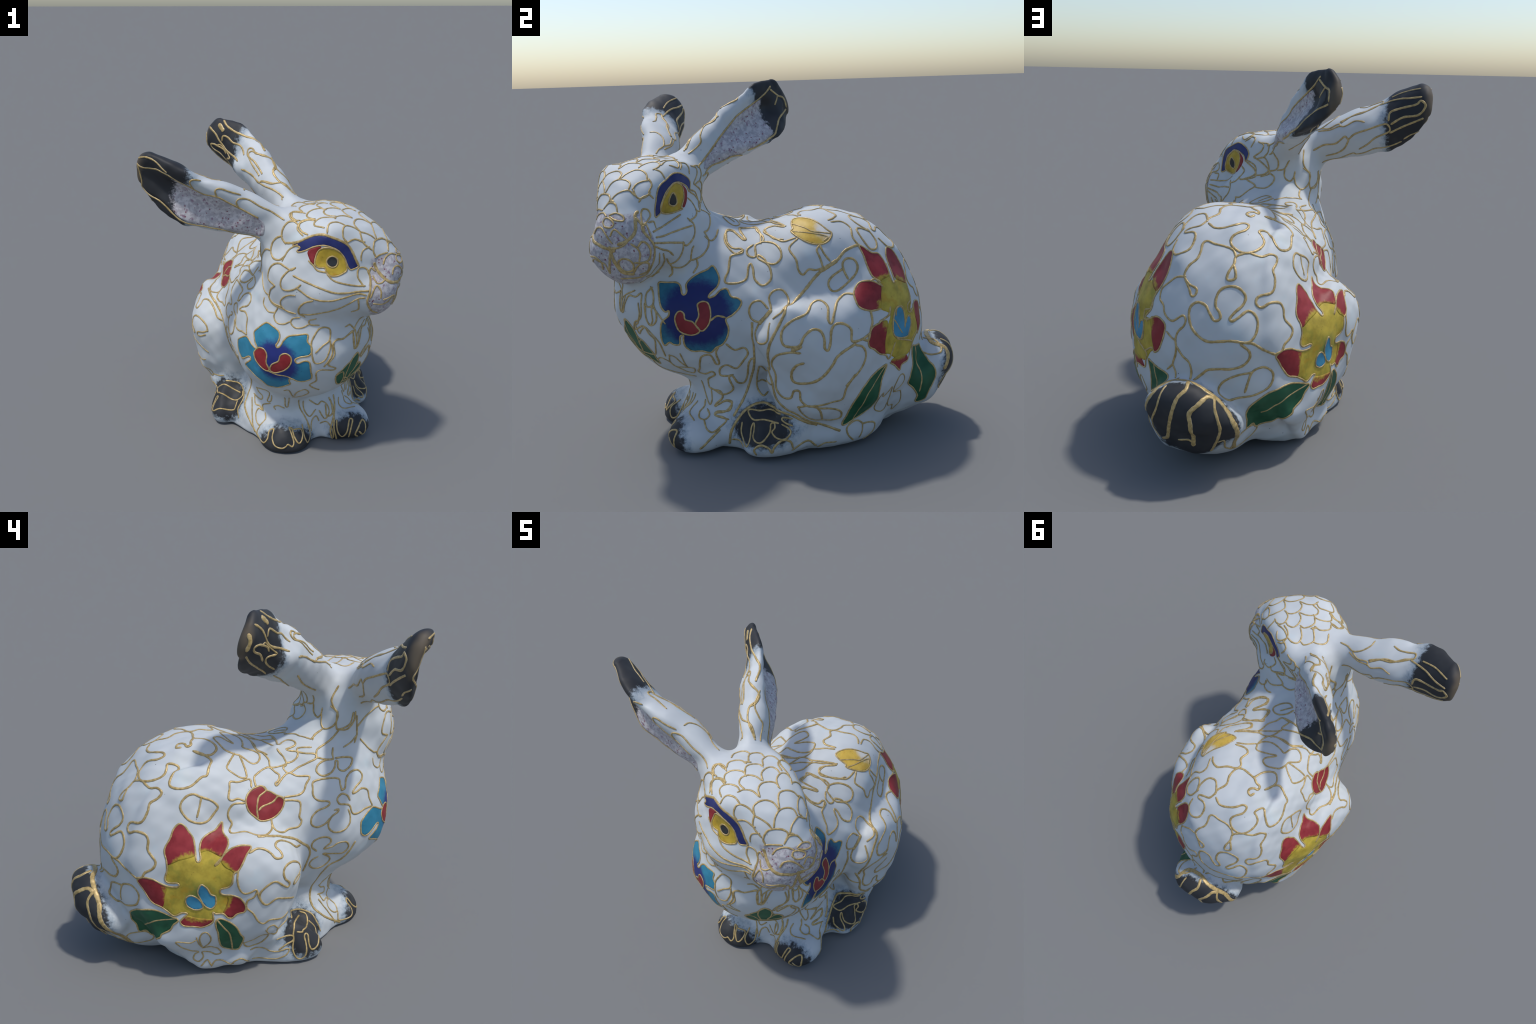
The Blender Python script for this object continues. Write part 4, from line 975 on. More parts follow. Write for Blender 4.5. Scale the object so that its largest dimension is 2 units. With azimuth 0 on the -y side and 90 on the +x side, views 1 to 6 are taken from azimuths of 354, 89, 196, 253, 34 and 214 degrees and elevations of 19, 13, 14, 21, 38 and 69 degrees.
wire("wire", 9, [(385, 288, 1227), (373, 345, 1223), (397, 385, 1195), (443, 391, 1154), (463, 418, 1114)])
wire("wire", 10, [(394, -139, 1116), (414, -168, 1099), (439, -165, 1073), (449, -135, 1062), (440, -123, 1072), (415, -125, 1098), (392, -121, 1118), (382, -83, 1133), (351, -82, 1152), (294, -112, 1173), (262, -124, 1183), (245, -200, 1186), (274, -206, 1178), (359, -176, 1138), (320, -219, 1163), (293, -244, 1181), (296, -275, 1185), (325, -281, 1166), (371, -275, 1131), (407, -244, 1107), (412, -201, 1103), (431, -195, 1085), (442, -251, 1074), (458, -263, 1050), (490, -271, 1002), (511, -290, 965), (522, -278, 945), (528, -212, 948), (515, -175, 968), (481, -164, 1021), (473, -151, 1034), (492, -140, 1010), (526, -133, 963), (555, -92, 935), (544, -49, 965), (516, -50, 1013), (491, -70, 1039), (458, -111, 1057), (443, -110, 1072), (469, -81, 1059), (494, -64, 1039), (512, -22, 1039), (505, 9, 1070), (474, 5, 1107), (420, -29, 1130), (385, -83, 1131), (392, -121, 1118)])
wire("wire", 10, [(529, 327, 1003), (551, 268, 968), (565, 248, 935), (582, 264, 902), (576, 300, 902), (552, 351, 934), (532, 396, 976), (519, 407, 1016), (509, 387, 1048), (510, 351, 1053), (520, 329, 1031), (530, 333, 997), (541, 353, 955)])
wire("wire", 9, [(614, -73, 831), (595, -107, 864), (588, -149, 854), (590, -168, 815), (595, -158, 772), (609, -129, 757), (624, -99, 767), (623, -56, 821), (587, -62, 879), (571, -34, 910), (575, 8, 913), (595, 36, 877), (656, 26, 853), (693, -5, 829), (672, -43, 793)])
wire("wire", 18, [(618, -117, 750), (624, -86, 785), (625, -56, 819)])
wire("wire", 9, [(616, -120, 747), (618, -140, 698), (642, -132, 662), (689, -106, 663), (706, -79, 690), (672, -65, 764)])
wire("wire", 11, [(598, -155, 745), (599, -153, 645), (569, -151, 524), (526, -163, 442), (500, -191, 345), (532, -225, 280), (553, -271, 210)])
wire("wire", 11, [(605, 374, 886), (596, 327, 885), (635, 287, 861), (692, 265, 819), (726, 247, 773), (718, 230, 792), (670, 233, 843), (635, 199, 868), (645, 156, 857), (707, 122, 823), (728, 50, 796), (727, 3, 755), (733, -10, 709), (745, 6, 670), (760, 63, 667), (761, 86, 679), (754, 105, 718), (743, 147, 749), (742, 187, 741), (753, 206, 702), (762, 207, 656), (761, 224, 643), (752, 237, 682), (738, 245, 744), (724, 270, 768), (719, 311, 765), (713, 347, 731), (723, 351, 673), (699, 407, 674), (668, 450, 693)])
wire("wire", 18, [(758, 45, 649), (762, 86, 667)])
wire("wire", 12, [(723, 364, 657), (754, 278, 611), (765, 247, 567), (766, 205, 513), (759, 153, 475), (730, 84, 456), (720, 44, 469), (727, 39, 516), (751, 62, 562), (759, 97, 577)])
wire("wire", 10, [(763, 80, 634), (754, 29, 636), (726, -35, 612), (687, -62, 554), (685, -43, 496), (681, -42, 417), (692, -10, 370), (707, 31, 368), (715, 49, 409), (724, 78, 409), (723, 83, 361), (732, 117, 331), (738, 158, 333), (725, 237, 342), (711, 298, 353), (727, 321, 423), (726, 363, 490)])
wire("wire", 10, [(731, 321, 438), (723, 369, 488), (709, 407, 535), (697, 424, 589), (706, 407, 634), (720, 374, 649)])
wire("wire", 10, [(738, 158, 333), (728, 183, 295), (687, 195, 235)])
wire("wire", 9, [(716, 71, 319), (701, 95, 273), (677, 162, 225), (658, 237, 213), (655, 292, 223), (676, 296, 265), (701, 257, 295), (734, 182, 317), (733, 123, 332), (716, 71, 319)])
wire("wire", 8, [(475, -90, 367), (481, -115, 381), (493, -140, 380), (536, -131, 464), (561, -118, 493), (529, -88, 453), (657, -71, 428)])
wire("wire", 8, [(492, -86, 310), (511, -108, 299), (497, -135, 328), (492, -143, 373)])
wire("wire", 8, [(577, 426, 145), (590, 399, 170), (610, 363, 172), (624, 333, 145), (620, 341, 102), (595, 369, 61)])
wire("wire", 8, [(577, 426, 145), (556, 463, 142), (531, 496, 124), (527, 493, 85), (530, 467, 55), (533, 437, 35)])
wire("wire", 7, [(579, 424, 145), (577, 422, 104), (576, 407, 68)])
wire("wire", 6, [(530, 600, 305), (550, 605, 349), (548, 629, 400), (523, 655, 400), (497, 665, 355), (508, 642, 325), (526, 606, 303), (471, 650, 281), (439, 655, 211), (437, 632, 179), (433, 607, 155), (462, 606, 196), (488, 578, 205), (520, 573, 252), (538, 582, 295), (563, 586, 347), (562, 541, 290), (586, 536, 323), (584, 516, 297), (548, 493, 218), (520, 523, 186), (500, 552, 189), (512, 566, 230)])
wire("wire", 10, [(700, -159, 52), (701, -167, 80), (710, -133, 106), (717, -91, 92), (714, -74, 63), (716, -61, 97), (711, -17, 132), (704, 25, 119), (693, 37, 80)])
wire("wire", 10, [(685, 37, 63), (680, 80, 91), (664, 125, 101), (646, 162, 63)])
wire("wire", 8, [(632, 176, 48), (643, 212, 73), (632, 269, 71)])
wire("wire", 9, [(573, -282, 78), (608, -244, 88), (639, -226, 69)])
wire("wire", 12, [(561, -302, 52), (573, -286, 133), (566, -240, 208), (553, -188, 254), (541, -119, 273), (566, -76, 269), (664, -18, 272), (676, 71, 235), (645, 164, 183)])
wire("wire", 8, [(589, -228, 179), (607, -233, 127), (662, -213, 81), (665, -194, 102), (615, -179, 163), (614, -163, 188), (648, -171, 132), (698, -151, 117), (703, -120, 125), (673, -82, 161), (660, -74, 201), (670, -56, 212), (681, -54, 190), (676, -70, 162), (707, -47, 144), (710, -5, 137), (701, 26, 164), (692, 21, 186), (686, -14, 208)])
wire("wire", 8, [(660, -24, 258), (592, -71, 254), (583, -127, 245), (562, -182, 245), (571, -192, 232), (607, -165, 205), (633, -104, 215), (679, -38, 215)])
wire("wire", 8, [(681, 34, 200), (678, 4, 213), (671, -16, 230), (668, -7, 241), (671, 35, 234)])

# --- chest, right flower
cell("petal_base", "blue", 1, [(506, -636, 958), (506, -599, 957), (509, -547, 956), (522, -524, 941), (549, -515, 907), (556, -504, 900), (551, -493, 907), (542, -490, 921), (522, -493, 946), (504, -473, 969), (488, -433, 993), (476, -382, 1012), (468, -353, 1029), (486, -330, 1000), (510, -319, 965), (529, -332, 930), (551, -372, 896), (557, -375, 880), (550, -344, 889), (536, -315, 913), (535, -281, 918), (552, -259, 881), (563, -225, 874), (574, -206, 856), (578, -221, 822), (583, -257, 789), (586, -291, 768), (591, -279, 722), (590, -287, 674), (590, -314, 633), (587, -349, 615), (582, -379, 587), (582, -425, 598), (575, -476, 597), (582, -509, 626), (590, -517, 665), (595, -515, 693), (593, -533, 685), (582, -539, 639), (580, -571, 639), (581, -592, 652), (568, -618, 631), (573, -632, 663), (584, -633, 727), (591, -621, 771), (591, -588, 799), (586, -584, 826), (584, -604, 821), (572, -626, 847), (549, -635, 894), (522, -638, 933)])
cell("flower_centre", "crimson", 2, [(595, -555, 781), (591, -542, 815), (590, -522, 823), (594, -506, 808), (597, -501, 780), (596, -466, 766), (597, -450, 748), (598, -429, 718), (598, -441, 701), (595, -475, 692), (596, -514, 703), (598, -541, 728)])
cell("flower_centre", "crimson", 2, [(574, -435, 852), (568, -412, 864), (566, -384, 857), (573, -371, 826), (585, -370, 783), (594, -382, 745), (597, -412, 714), (598, -434, 724), (596, -449, 754), (592, -431, 793), (582, -433, 826)])
wire("wire", 9, [(589, -370, 766), (583, -336, 787), (584, -297, 779)])
wire("wire", 9, [(587, -338, 615), (582, -351, 583), (557, -338, 518), (553, -356, 511), (577, -381, 570), (571, -427, 563), (549, -442, 519), (524, -446, 478), (498, -455, 449), (500, -420, 436), (523, -383, 456), (519, -367, 435), (484, -406, 397), (472, -403, 347), (493, -373, 336), (512, -331, 317), (519, -289, 331), (527, -270, 359), (543, -290, 423), (541, -272, 434), (529, -245, 390), (507, -211, 380), (518, -191, 428), (556, -182, 505), (570, -164, 540), (572, -152, 535)])
wire("wire", 9, [(588, -292, 631), (576, -253, 595), (573, -202, 604), (569, -183, 572), (562, -204, 533), (545, -247, 479), (554, -298, 503), (542, -334, 481), (530, -337, 438), (541, -296, 435), (541, -272, 440)])
wire("wire", 9, [(493, -373, 336), (511, -342, 336), (510, -332, 297), (504, -364, 264), (501, -377, 243), (510, -352, 260), (516, -315, 280), (528, -283, 271), (537, -299, 232), (516, -365, 218), (520, -378, 201), (535, -348, 194), (551, -306, 187)])
wire("wire", 8, [(424, -848, 883), (436, -848, 783), (458, -828, 844), (471, -803, 883), (502, -764, 884), (517, -732, 906), (533, -732, 863), (538, -740, 781), (492, -782, 738), (473, -785, 694), (535, -730, 732), (546, -702, 693), (553, -670, 651), (500, -679, 565), (471, -699, 548), (411, -760, 546), (379, -799, 568)])
wire("wire", 8, [(519, -673, 934), (527, -702, 907), (545, -708, 866), (557, -696, 842), (560, -667, 857), (535, -666, 908), (518, -678, 936)])
wire("wire", 8, [(560, -667, 857), (580, -651, 803), (578, -659, 762), (565, -688, 744), (555, -709, 780), (552, -709, 838)])
wire("wire", 7, [(457, -679, 510), (498, -655, 538), (507, -614, 521), (493, -577, 483), (507, -517, 480)])
wire("wire", 7, [(538, -602, 564), (542, -579, 558), (529, -548, 521), (516, -516, 490)])
wire("wire", 7, [(538, -602, 564), (507, -603, 515), (490, -566, 475), (479, -487, 436), (517, -476, 476), (507, -517, 480)])
wire("wire", 7, [(561, -542, 576), (540, -529, 531), (516, -516, 490)])
wire("wire", 7, [(370, -779, 532), (422, -725, 518), (394, -685, 454), (422, -611, 430), (435, -539, 414), (457, -478, 408)])
wire("wire", 7, [(451, -445, 372), (454, -429, 314), (480, -407, 248), (488, -391, 277), (480, -392, 325)])
wire("wire", 8, [(488, -418, 219), (512, -408, 197), (531, -436, 180), (514, -465, 186), (478, -463, 203), (470, -437, 232), (462, -430, 263)])
wire("wire", 8, [(539, -436, 176), (582, -422, 150), (588, -391, 131), (562, -355, 144), (551, -316, 177), (542, -328, 194), (523, -373, 200), (519, -366, 212), (534, -321, 224), (531, -288, 255), (526, -281, 279), (517, -313, 283), (506, -365, 253)])
wire("wire", 11, [(626, -455, 59), (613, -410, 97), (569, -355, 133)])
cell("leaf", "green", 1, [(319, -853, 607), (367, -860, 666), (407, -849, 703), (429, -847, 739), (448, -831, 740), (463, -800, 703), (465, -774, 650), (485, -749, 636), (495, -712, 592), (446, -665, 486), (422, -704, 497), (385, -742, 502), (341, -787, 521)])
wire("wire", 7, [(319, -853, 607), (358, -848, 630), (375, -810, 582), (366, -760, 506)])
wire("wire", 7, [(386, -781, 547), (397, -834, 652), (418, -847, 716), (448, -831, 740), (463, -800, 703), (456, -778, 639), (416, -762, 557)])
wire("wire", 7, [(404, -751, 526), (450, -768, 611), (485, -749, 636), (494, -715, 594)])

# --- chest, front flower
cell("petal_base", "turquoise", 1, [(-226, -604, 738), (-220, -618, 766), (-188, -684, 809), (-172, -717, 803), (-157, -750, 783), (-140, -771, 772), (-129, -785, 777), (-140, -769, 805), (-144, -752, 838), (-143, -743, 862), (-120, -762, 896), (-80, -784, 934), (-52, -811, 927), (-19, -841, 906), (-12, -854, 878), (-21, -856, 846), (-33, -855, 826), (-27, -859, 811), (-10, -865, 823), (8, -870, 858), (37, -876, 886), (83, -895, 899), (135, -909, 906), (135, -917, 866), (155, -925, 842), (158, -931, 812), (141, -928, 784), (93, -919, 773), (68, -908, 752), (83, -911, 732), (118, -923, 750), (148, -925, 739), (158, -914, 681), (168, -897, 637), (159, -883, 610), (99, -870, 596), (55, -865, 613), (45, -850, 592), (54, -838, 564), (31, -821, 546), (-13, -779, 515), (-63, -762, 519), (-102, -769, 558), (-154, -721, 593), (-188, -675, 621), (-174, -727, 668), (-163, -744, 690), (-174, -726, 699), (-205, -652, 653), (-220, -610, 677)])
cell("flower_centre", "crimson", 2, [(-147, -771, 723), (-146, -768, 749), (-124, -790, 783), (-96, -819, 785), (-82, -832, 757), (-85, -829, 707), (-69, -830, 665), (-77, -822, 648), (-113, -805, 669), (-136, -783, 694)])
cell("flower_centre", "crimson", 2, [(-63, -831, 658), (-55, -844, 699), (-21, -867, 729), (-10, -872, 766), (18, -886, 784), (44, -899, 769), (48, -901, 736), (32, -887, 696), (-1, -860, 660), (-35, -838, 643)])
wire("wire", 8, [(-74, -824, 649), (-23, -839, 629), (31, -860, 626), (55, -865, 613)])
wire("wire", 8, [(182, -933, 805), (219, -929, 841), (257, -920, 867), (263, -914, 924), (243, -916, 946), (201, -915, 941), (165, -917, 884), (156, -922, 854), (158, -932, 799), (173, -927, 742), (204, -925, 732), (240, -927, 758), (264, -921, 828), (263, -919, 867)])
wire("wire", 8, [(400, -863, 887), (343, -896, 865), (296, -913, 862), (283, -918, 838), (291, -918, 778), (256, -918, 719), (302, -897, 684), (295, -891, 668), (221, -912, 683), (191, -907, 662), (199, -873, 595), (165, -856, 560), (226, -814, 504)])
wire("wire", 7, [(464, -842, 968), (415, -852, 895), (407, -867, 848), (416, -865, 782), (431, -853, 806), (438, -841, 868), (492, -770, 915)])
wire("wire", 7, [(-85, -734, 1065), (-89, -739, 1029), (-67, -775, 999), (-36, -803, 1003)])
wire("wire", 7, [(-21, -817, 1033), (-39, -804, 985), (-26, -822, 949), (10, -848, 949), (42, -865, 970)])
wire("wire", 7, [(89, -892, 1004), (58, -874, 992), (47, -868, 965), (69, -882, 939), (106, -898, 944), (139, -905, 964)])
wire("wire", 7, [(174, -926, 1005), (143, -912, 992), (150, -908, 965), (194, -916, 963)])
wire("wire", 7, [(32, -777, 489), (56, -790, 495), (97, -703, 404), (102, -786, 475), (140, -823, 515), (172, -793, 475), (142, -748, 430), (105, -657, 373)])
wire("wire", 7, [(-105, -394, 262), (-69, -445, 249), (-60, -451, 276), (-81, -422, 292), (-92, -404, 314), (-86, -412, 314), (-29, -510, 338), (-32, -483, 261), (-13, -498, 260), (-8, -511, 306)])
wire("wire", 7, [(-103, -401, 258), (-102, -429, 210), (-78, -457, 209), (-63, -477, 188), (-85, -459, 192), (-103, -461, 158), (-103, -491, 120), (-86, -525, 108), (-51, -521, 143), (-47, -494, 173)])
wire("wire", 8, [(-120, -394, 231), (-126, -449, 144), (-118, -498, 54)])
wire("wire", 7, [(-59, -478, 189), (-58, -466, 221), (-19, -493, 242)])
wire("wire", 7, [(65, -574, 321), (74, -543, 249), (91, -544, 245), (90, -591, 329)])
wire("wire", 7, [(13, -514, 213), (6, -508, 226), (32, -523, 240), (65, -536, 230)])
wire("wire", 7, [(157, -558, 291), (169, -537, 223), (201, -562, 165), (226, -585, 107)])
wire("wire", 7, [(190, -533, 266), (196, -541, 208), (229, -558, 169), (266, -545, 206)])
wire("wire", 7, [(233, -525, 267), (281, -535, 238), (310, -527, 255), (345, -529, 230), (356, -550, 187), (330, -546, 139), (294, -544, 196)])
wire("wire", 10, [(363, -506, 263), (376, -518, 230), (385, -569, 157), (399, -589, 17)])
wire("wire", 7, [(430, -478, 243), (429, -506, 211), (461, -522, 190), (533, -493, 181)])
wire("wire", 7, [(304, -544, 108), (344, -553, 119), (373, -584, 80), (381, -588, 26)])
wire("wire", 8, [(-86, -530, 103), (-101, -532, 50), (-77, -620, 41), (-52, -638, 75), (-35, -613, 120), (-9, -624, 133), (-23, -653, 89), (-11, -688, 56), (28, -706, 46), (54, -709, 57), (68, -705, 70), (95, -706, 53), (107, -692, 74), (97, -671, 115), (84, -641, 152), (110, -649, 139), (160, -636, 128), (161, -679, 85), (138, -693, 65), (113, -676, 102), (101, -644, 145)])
wire("wire", 8, [(173, -605, 139), (177, -660, 95), (200, -655, 43), (222, -617, 64), (212, -578, 135)])
wire("wire", 8, [(399, -588, 143), (403, -610, 78), (433, -608, 39), (455, -628, 78), (476, -601, 154), (497, -602, 153), (482, -628, 107), (472, -619, 43)])
wire("wire", 9, [(529, -619, 42), (510, -634, 69), (540, -617, 128), (569, -583, 137), (584, -601, 91), (569, -600, 44), (538, -631, 81)])
wire("wire", 8, [(-268, -168, 245), (-195, -189, 239), (-167, -243, 226), (-162, -289, 205), (-177, -328, 180), (-208, -349, 134), (-206, -367, 80)])
wire("wire", 8, [(-169, -259, 206), (-172, -285, 193), (-193, -291, 174), (-233, -276, 159), (-321, -223, 189), (-330, -209, 180), (-330, -182, 186)])
wire("wire", 8, [(-185, -241, 192), (-283, -184, 227), (-313, -167, 208), (-331, -155, 176), (-340, -154, 152), (-351, -144, 96), (-363, -158, 47), (-366, -184, 31), (-373, -208, 48), (-370, -220, 85), (-354, -221, 122), (-340, -218, 155), (-331, -230, 167), (-336, -241, 156), (-357, -239, 113), (-370, -252, 80), (-362, -288, 93), (-326, -311, 119), (-235, -327, 113), (-209, -299, 158)])
wire("wire", 8, [(-349, -54, 180), (-335, -101, 178), (-331, -144, 172), (-337, -155, 161), (-341, -146, 142), (-343, -108, 129), (-339, -72, 105)])

# --- head scales
wire("scale_outline", 8, [(95, -684, 1584), (80, -644, 1575), (93, -612, 1576), (123, -594, 1582), (144, -593, 1580)])
wire("scale_outline", 8, [(193, -664, 1591), (155, -607, 1579), (166, -572, 1578), (194, -550, 1573), (218, -558, 1571)])
wire("scale_outline", 8, [(270, -637, 1585), (235, -592, 1577), (234, -545, 1570), (266, -530, 1572), (303, -541, 1574)])
wire("scale_outline", 8, [(119, -757, 1574), (108, -728, 1580), (124, -702, 1586), (159, -682, 1590), (193, -688, 1592)])
wire("scale_outline", 8, [(232, -746, 1585), (211, -712, 1590), (220, -677, 1591), (250, -648, 1586), (276, -651, 1586)])
wire("scale_outline", 8, [(334, -731, 1574), (305, -701, 1584), (297, -655, 1584), (314, -620, 1581), (348, -618, 1577), (369, -629, 1576)])
wire("scale_outline", 8, [(367, -605, 1575), (329, -580, 1577), (312, -545, 1573), (321, -504, 1555), (354, -503, 1534)])
wire("scale_outline", 8, [(78, -813, 1539), (58, -792, 1553), (66, -759, 1573), (101, -758, 1574), (128, -774, 1568)])
wire("scale_outline", 8, [(175, -845, 1548), (140, -803, 1555), (149, -773, 1569), (184, -753, 1581), (222, -747, 1585), (247, -761, 1580)])
wire("scale_outline", 8, [(290, -833, 1561), (246, -816, 1564), (234, -782, 1573), (255, -752, 1582), (292, -736, 1582), (327, -737, 1575)])
wire("scale_outline", 8, [(380, -820, 1548), (350, -792, 1564), (344, -751, 1570), (367, -714, 1568), (399, -700, 1564), (426, -710, 1555)])
wire("scale_outline", 8, [(419, -709, 1558), (385, -676, 1570), (378, -631, 1575), (397, -607, 1568), (427, -610, 1555), (452, -632, 1545)])
wire("scale_outline", 8, [(101, -882, 1477), (79, -848, 1503), (98, -829, 1529), (134, -829, 1543), (169, -846, 1546)])
wire("scale_outline", 8, [(207, -918, 1526), (169, -883, 1526), (171, -858, 1540), (210, -843, 1558), (248, -838, 1558), (273, -852, 1559)])
wire("scale_outline", 8, [(279, -869, 1559), (292, -840, 1560), (332, -820, 1559), (376, -824, 1548)])
wire("scale_outline", 8, [(486, -795, 1511), (463, -772, 1528), (443, -734, 1543), (458, -696, 1543), (487, -667, 1527), (511, -660, 1505)])
wire("scale_outline", 8, [(222, -943, 1507), (229, -924, 1534), (247, -910, 1548), (284, -904, 1549), (318, -912, 1536)])
wire("scale_outline", 8, [(407, -902, 1495), (385, -882, 1520), (389, -850, 1533), (413, -817, 1537), (448, -799, 1528), (478, -803, 1513), (493, -810, 1504)])
wire("scale_outline", 8, [(330, -947, 1449), (308, -946, 1480), (310, -930, 1522), (331, -912, 1531), (370, -900, 1517), (407, -902, 1495)])
wire("scale_outline", 8, [(508, -872, 1446), (497, -848, 1482), (495, -808, 1504), (514, -766, 1502), (540, -743, 1488), (564, -747, 1467)])
wire("scale_outline", 8, [(582, -832, 1419), (574, -802, 1445), (572, -749, 1458), (584, -720, 1435)])
wire("scale_outline", 8, [(409, -905, 1491), (443, -895, 1479), (477, -886, 1461), (502, -883, 1439)])
wire("scale_outline", 8, [(336, -946, 1451), (376, -935, 1461), (415, -931, 1445), (427, -929, 1443)])
wire("scale_outline", 8, [(407, -907, 1490), (421, -931, 1441), (468, -929, 1398)])
wire("scale_outline", 9, [(495, -927, 1358), (481, -926, 1388), (490, -903, 1429), (521, -870, 1436), (553, -849, 1431), (578, -844, 1411), (579, -874, 1373)])
wire("scale_outline", 8, [(496, -928, 1352), (526, -913, 1361), (569, -887, 1362)])
wire("scale_outline", 8, [(579, -874, 1373), (586, -845, 1401), (611, -812, 1397), (638, -800, 1365)])
wire("scale_outline", 7, [(412, -944, 1346), (411, -943, 1368), (422, -940, 1399), (455, -929, 1413)])
wire("scale_outline", 12, [(187, -681, 1592), (205, -666, 1591)])
wire("scale_outline", 12, [(583, -837, 1412), (598, -824, 1407)])
wire("scale_outline", 8, [(93, -815, 1540), (71, -811, 1539), (51, -797, 1548), (48, -776, 1565), (67, -762, 1572), (111, -771, 1570)])
wire("scale_outline", 9, [(17, -825, 1418), (2, -810, 1444), (5, -805, 1488), (33, -805, 1528), (65, -813, 1535), (84, -833, 1523)])
wire("scale_outline", 9, [(124, -892, 1484), (101, -867, 1492), (88, -843, 1514), (103, -823, 1536), (136, -823, 1546), (172, -836, 1552)])
wire("scale_outline", 9, [(11, -855, 1353), (-15, -842, 1329), (-44, -809, 1328), (-54, -778, 1359), (-46, -777, 1406), (-26, -792, 1439), (0, -808, 1454)])
wire("scale_outline", 8, [(71, -886, 1424), (37, -861, 1395), (11, -855, 1353), (-1, -857, 1331)])
wire("scale_outline", 8, [(-88, -632, 1269), (-85, -682, 1322), (-75, -742, 1360), (-59, -771, 1363)])
wire("scale_outline", 9, [(58, -910, 1303), (37, -902, 1289), (8, -877, 1302), (-16, -850, 1311), (-46, -822, 1297), (-68, -799, 1254), (-70, -796, 1205), (-42, -842, 1182)])
wire("scale_outline", 8, [(-86, -656, 1191), (-87, -704, 1134), (-78, -743, 1102), (-68, -761, 1099)])
wire("scale_outline", 9, [(58, -910, 1303), (22, -893, 1278), (-9, -882, 1234), (-13, -877, 1191), (2, -886, 1170), (37, -917, 1177), (67, -936, 1198), (82, -944, 1215)])
wire("scale_outline", 9, [(-42, -842, 1178), (-59, -800, 1139), (-61, -774, 1092), (-46, -791, 1061), (-6, -838, 1053)])
wire("scale_outline", 8, [(55, -926, 1150), (23, -900, 1141), (-5, -863, 1106), (-7, -843, 1068), (19, -858, 1036), (56, -881, 1026)])
wire("scale_outline", 9, [(144, -977, 1134), (105, -949, 1112), (83, -918, 1070), (87, -900, 1032), (115, -907, 1015)])
wire("scale_outline", 8, [(-66, -765, 1095), (-46, -790, 1054), (9, -848, 1039), (66, -888, 1028)])
wire("wire", 9, [(52, -919, 1260), (118, -956, 1233), (190, -988, 1207), (261, -997, 1183), (342, -985, 1175), (447, -971, 1176)])
wire("wire", 9, [(67, -936, 1195), (118, -966, 1160), (169, -990, 1143), (235, -996, 1137), (313, -993, 1150), (391, -973, 1162), (437, -971, 1153)])
wire("wire", 9, [(103, -906, 1028), (170, -943, 1043), (243, -969, 1066), (319, -978, 1096), (393, -971, 1131), (432, -969, 1135)])
wire("wire", 8, [(225, -968, 1279), (257, -980, 1247), (313, -981, 1227), (385, -964, 1206), (431, -963, 1203)])
wire("wire", 8, [(450, -940, 1288), (432, -941, 1301), (400, -945, 1298), (395, -952, 1254), (415, -956, 1219), (425, -962, 1203)])
wire("wire", 10, [(453, -940, 1282), (467, -948, 1238), (461, -974, 1171), (451, -967, 1109), (486, -935, 1045), (524, -907, 1019)])
wire("wire", 8, [(399, -969, 1124), (409, -941, 1058), (376, -937, 1046)])
wire("scale_outline", 8, [(564, -728, 1464), (543, -711, 1484), (524, -679, 1495), (517, -653, 1498)])
wire("scale_outline", 8, [(570, -723, 1455), (584, -713, 1433), (588, -695, 1418), (576, -662, 1425), (559, -644, 1441)])
wire("scale_outline", 8, [(512, -651, 1503), (533, -636, 1476), (561, -649, 1441), (559, -632, 1416)])
wire("scale_outline", 8, [(595, -694, 1405), (583, -681, 1422), (566, -649, 1432)])
wire("scale_outline", 8, [(450, -627, 1546), (457, -598, 1533), (472, -578, 1505)])
wire("scale_outline", 8, [(407, -597, 1562), (352, -577, 1575), (312, -541, 1572), (337, -515, 1556), (369, -518, 1540), (390, -554, 1556)])
wire("scale_outline", 8, [(322, -516, 1562), (287, -489, 1555), (289, -469, 1534), (305, -464, 1505)])
wire("scale_outline", 8, [(614, -686, 1354), (638, -684, 1325), (655, -674, 1299), (624, -659, 1307), (586, -646, 1329), (588, -656, 1359), (604, -677, 1367), (614, -686, 1354)])
wire("scale_outline", 8, [(661, -674, 1290), (645, -662, 1296), (658, -648, 1265), (664, -640, 1237), (676, -657, 1240), (672, -669, 1268), (661, -674, 1290)])
wire("scale_outline", 8, [(615, -651, 1300), (583, -632, 1298), (588, -623, 1269)])
wire("wire", 8, [(631, -628, 1256), (518, -588, 1264), (449, -514, 1302)])
wire("wire", 8, [(635, -615, 1227), (554, -577, 1221), (508, -517, 1235), (450, -455, 1244)])
wire("wire", 9, [(653, -620, 1202), (564, -564, 1183), (515, -496, 1170)])
wire("wire", 8, [(660, -624, 1187), (605, -595, 1158), (568, -566, 1139), (550, -550, 1116)])
wire("scale_outline", 8, [(515, -496, 1170), (517, -500, 1130), (521, -525, 1086), (520, -571, 1061), (556, -580, 1096)])
wire("scale_outline", 8, [(515, -496, 1167), (503, -483, 1151), (483, -459, 1167), (450, -439, 1205), (435, -443, 1248), (442, -461, 1271), (442, -471, 1281)])
wire("scale_outline", 8, [(442, -461, 1271), (399, -434, 1287), (371, -432, 1313), (347, -454, 1351), (366, -472, 1376)])
wire("scale_outline", 8, [(331, -463, 1406), (277, -438, 1371), (263, -418, 1326), (351, -416, 1304), (371, -432, 1313)])
wire("scale_outline", 8, [(279, -444, 1442), (206, -420, 1402), (170, -415, 1354), (222, -417, 1330)])
wire("scale_outline", 8, [(254, -457, 1535), (216, -434, 1520), (229, -430, 1484), (277, -444, 1449), (279, -444, 1442)])
wire("scale_outline", 8, [(310, -408, 1302), (251, -382, 1275), (297, -365, 1240), (346, -375, 1202), (380, -394, 1194)])
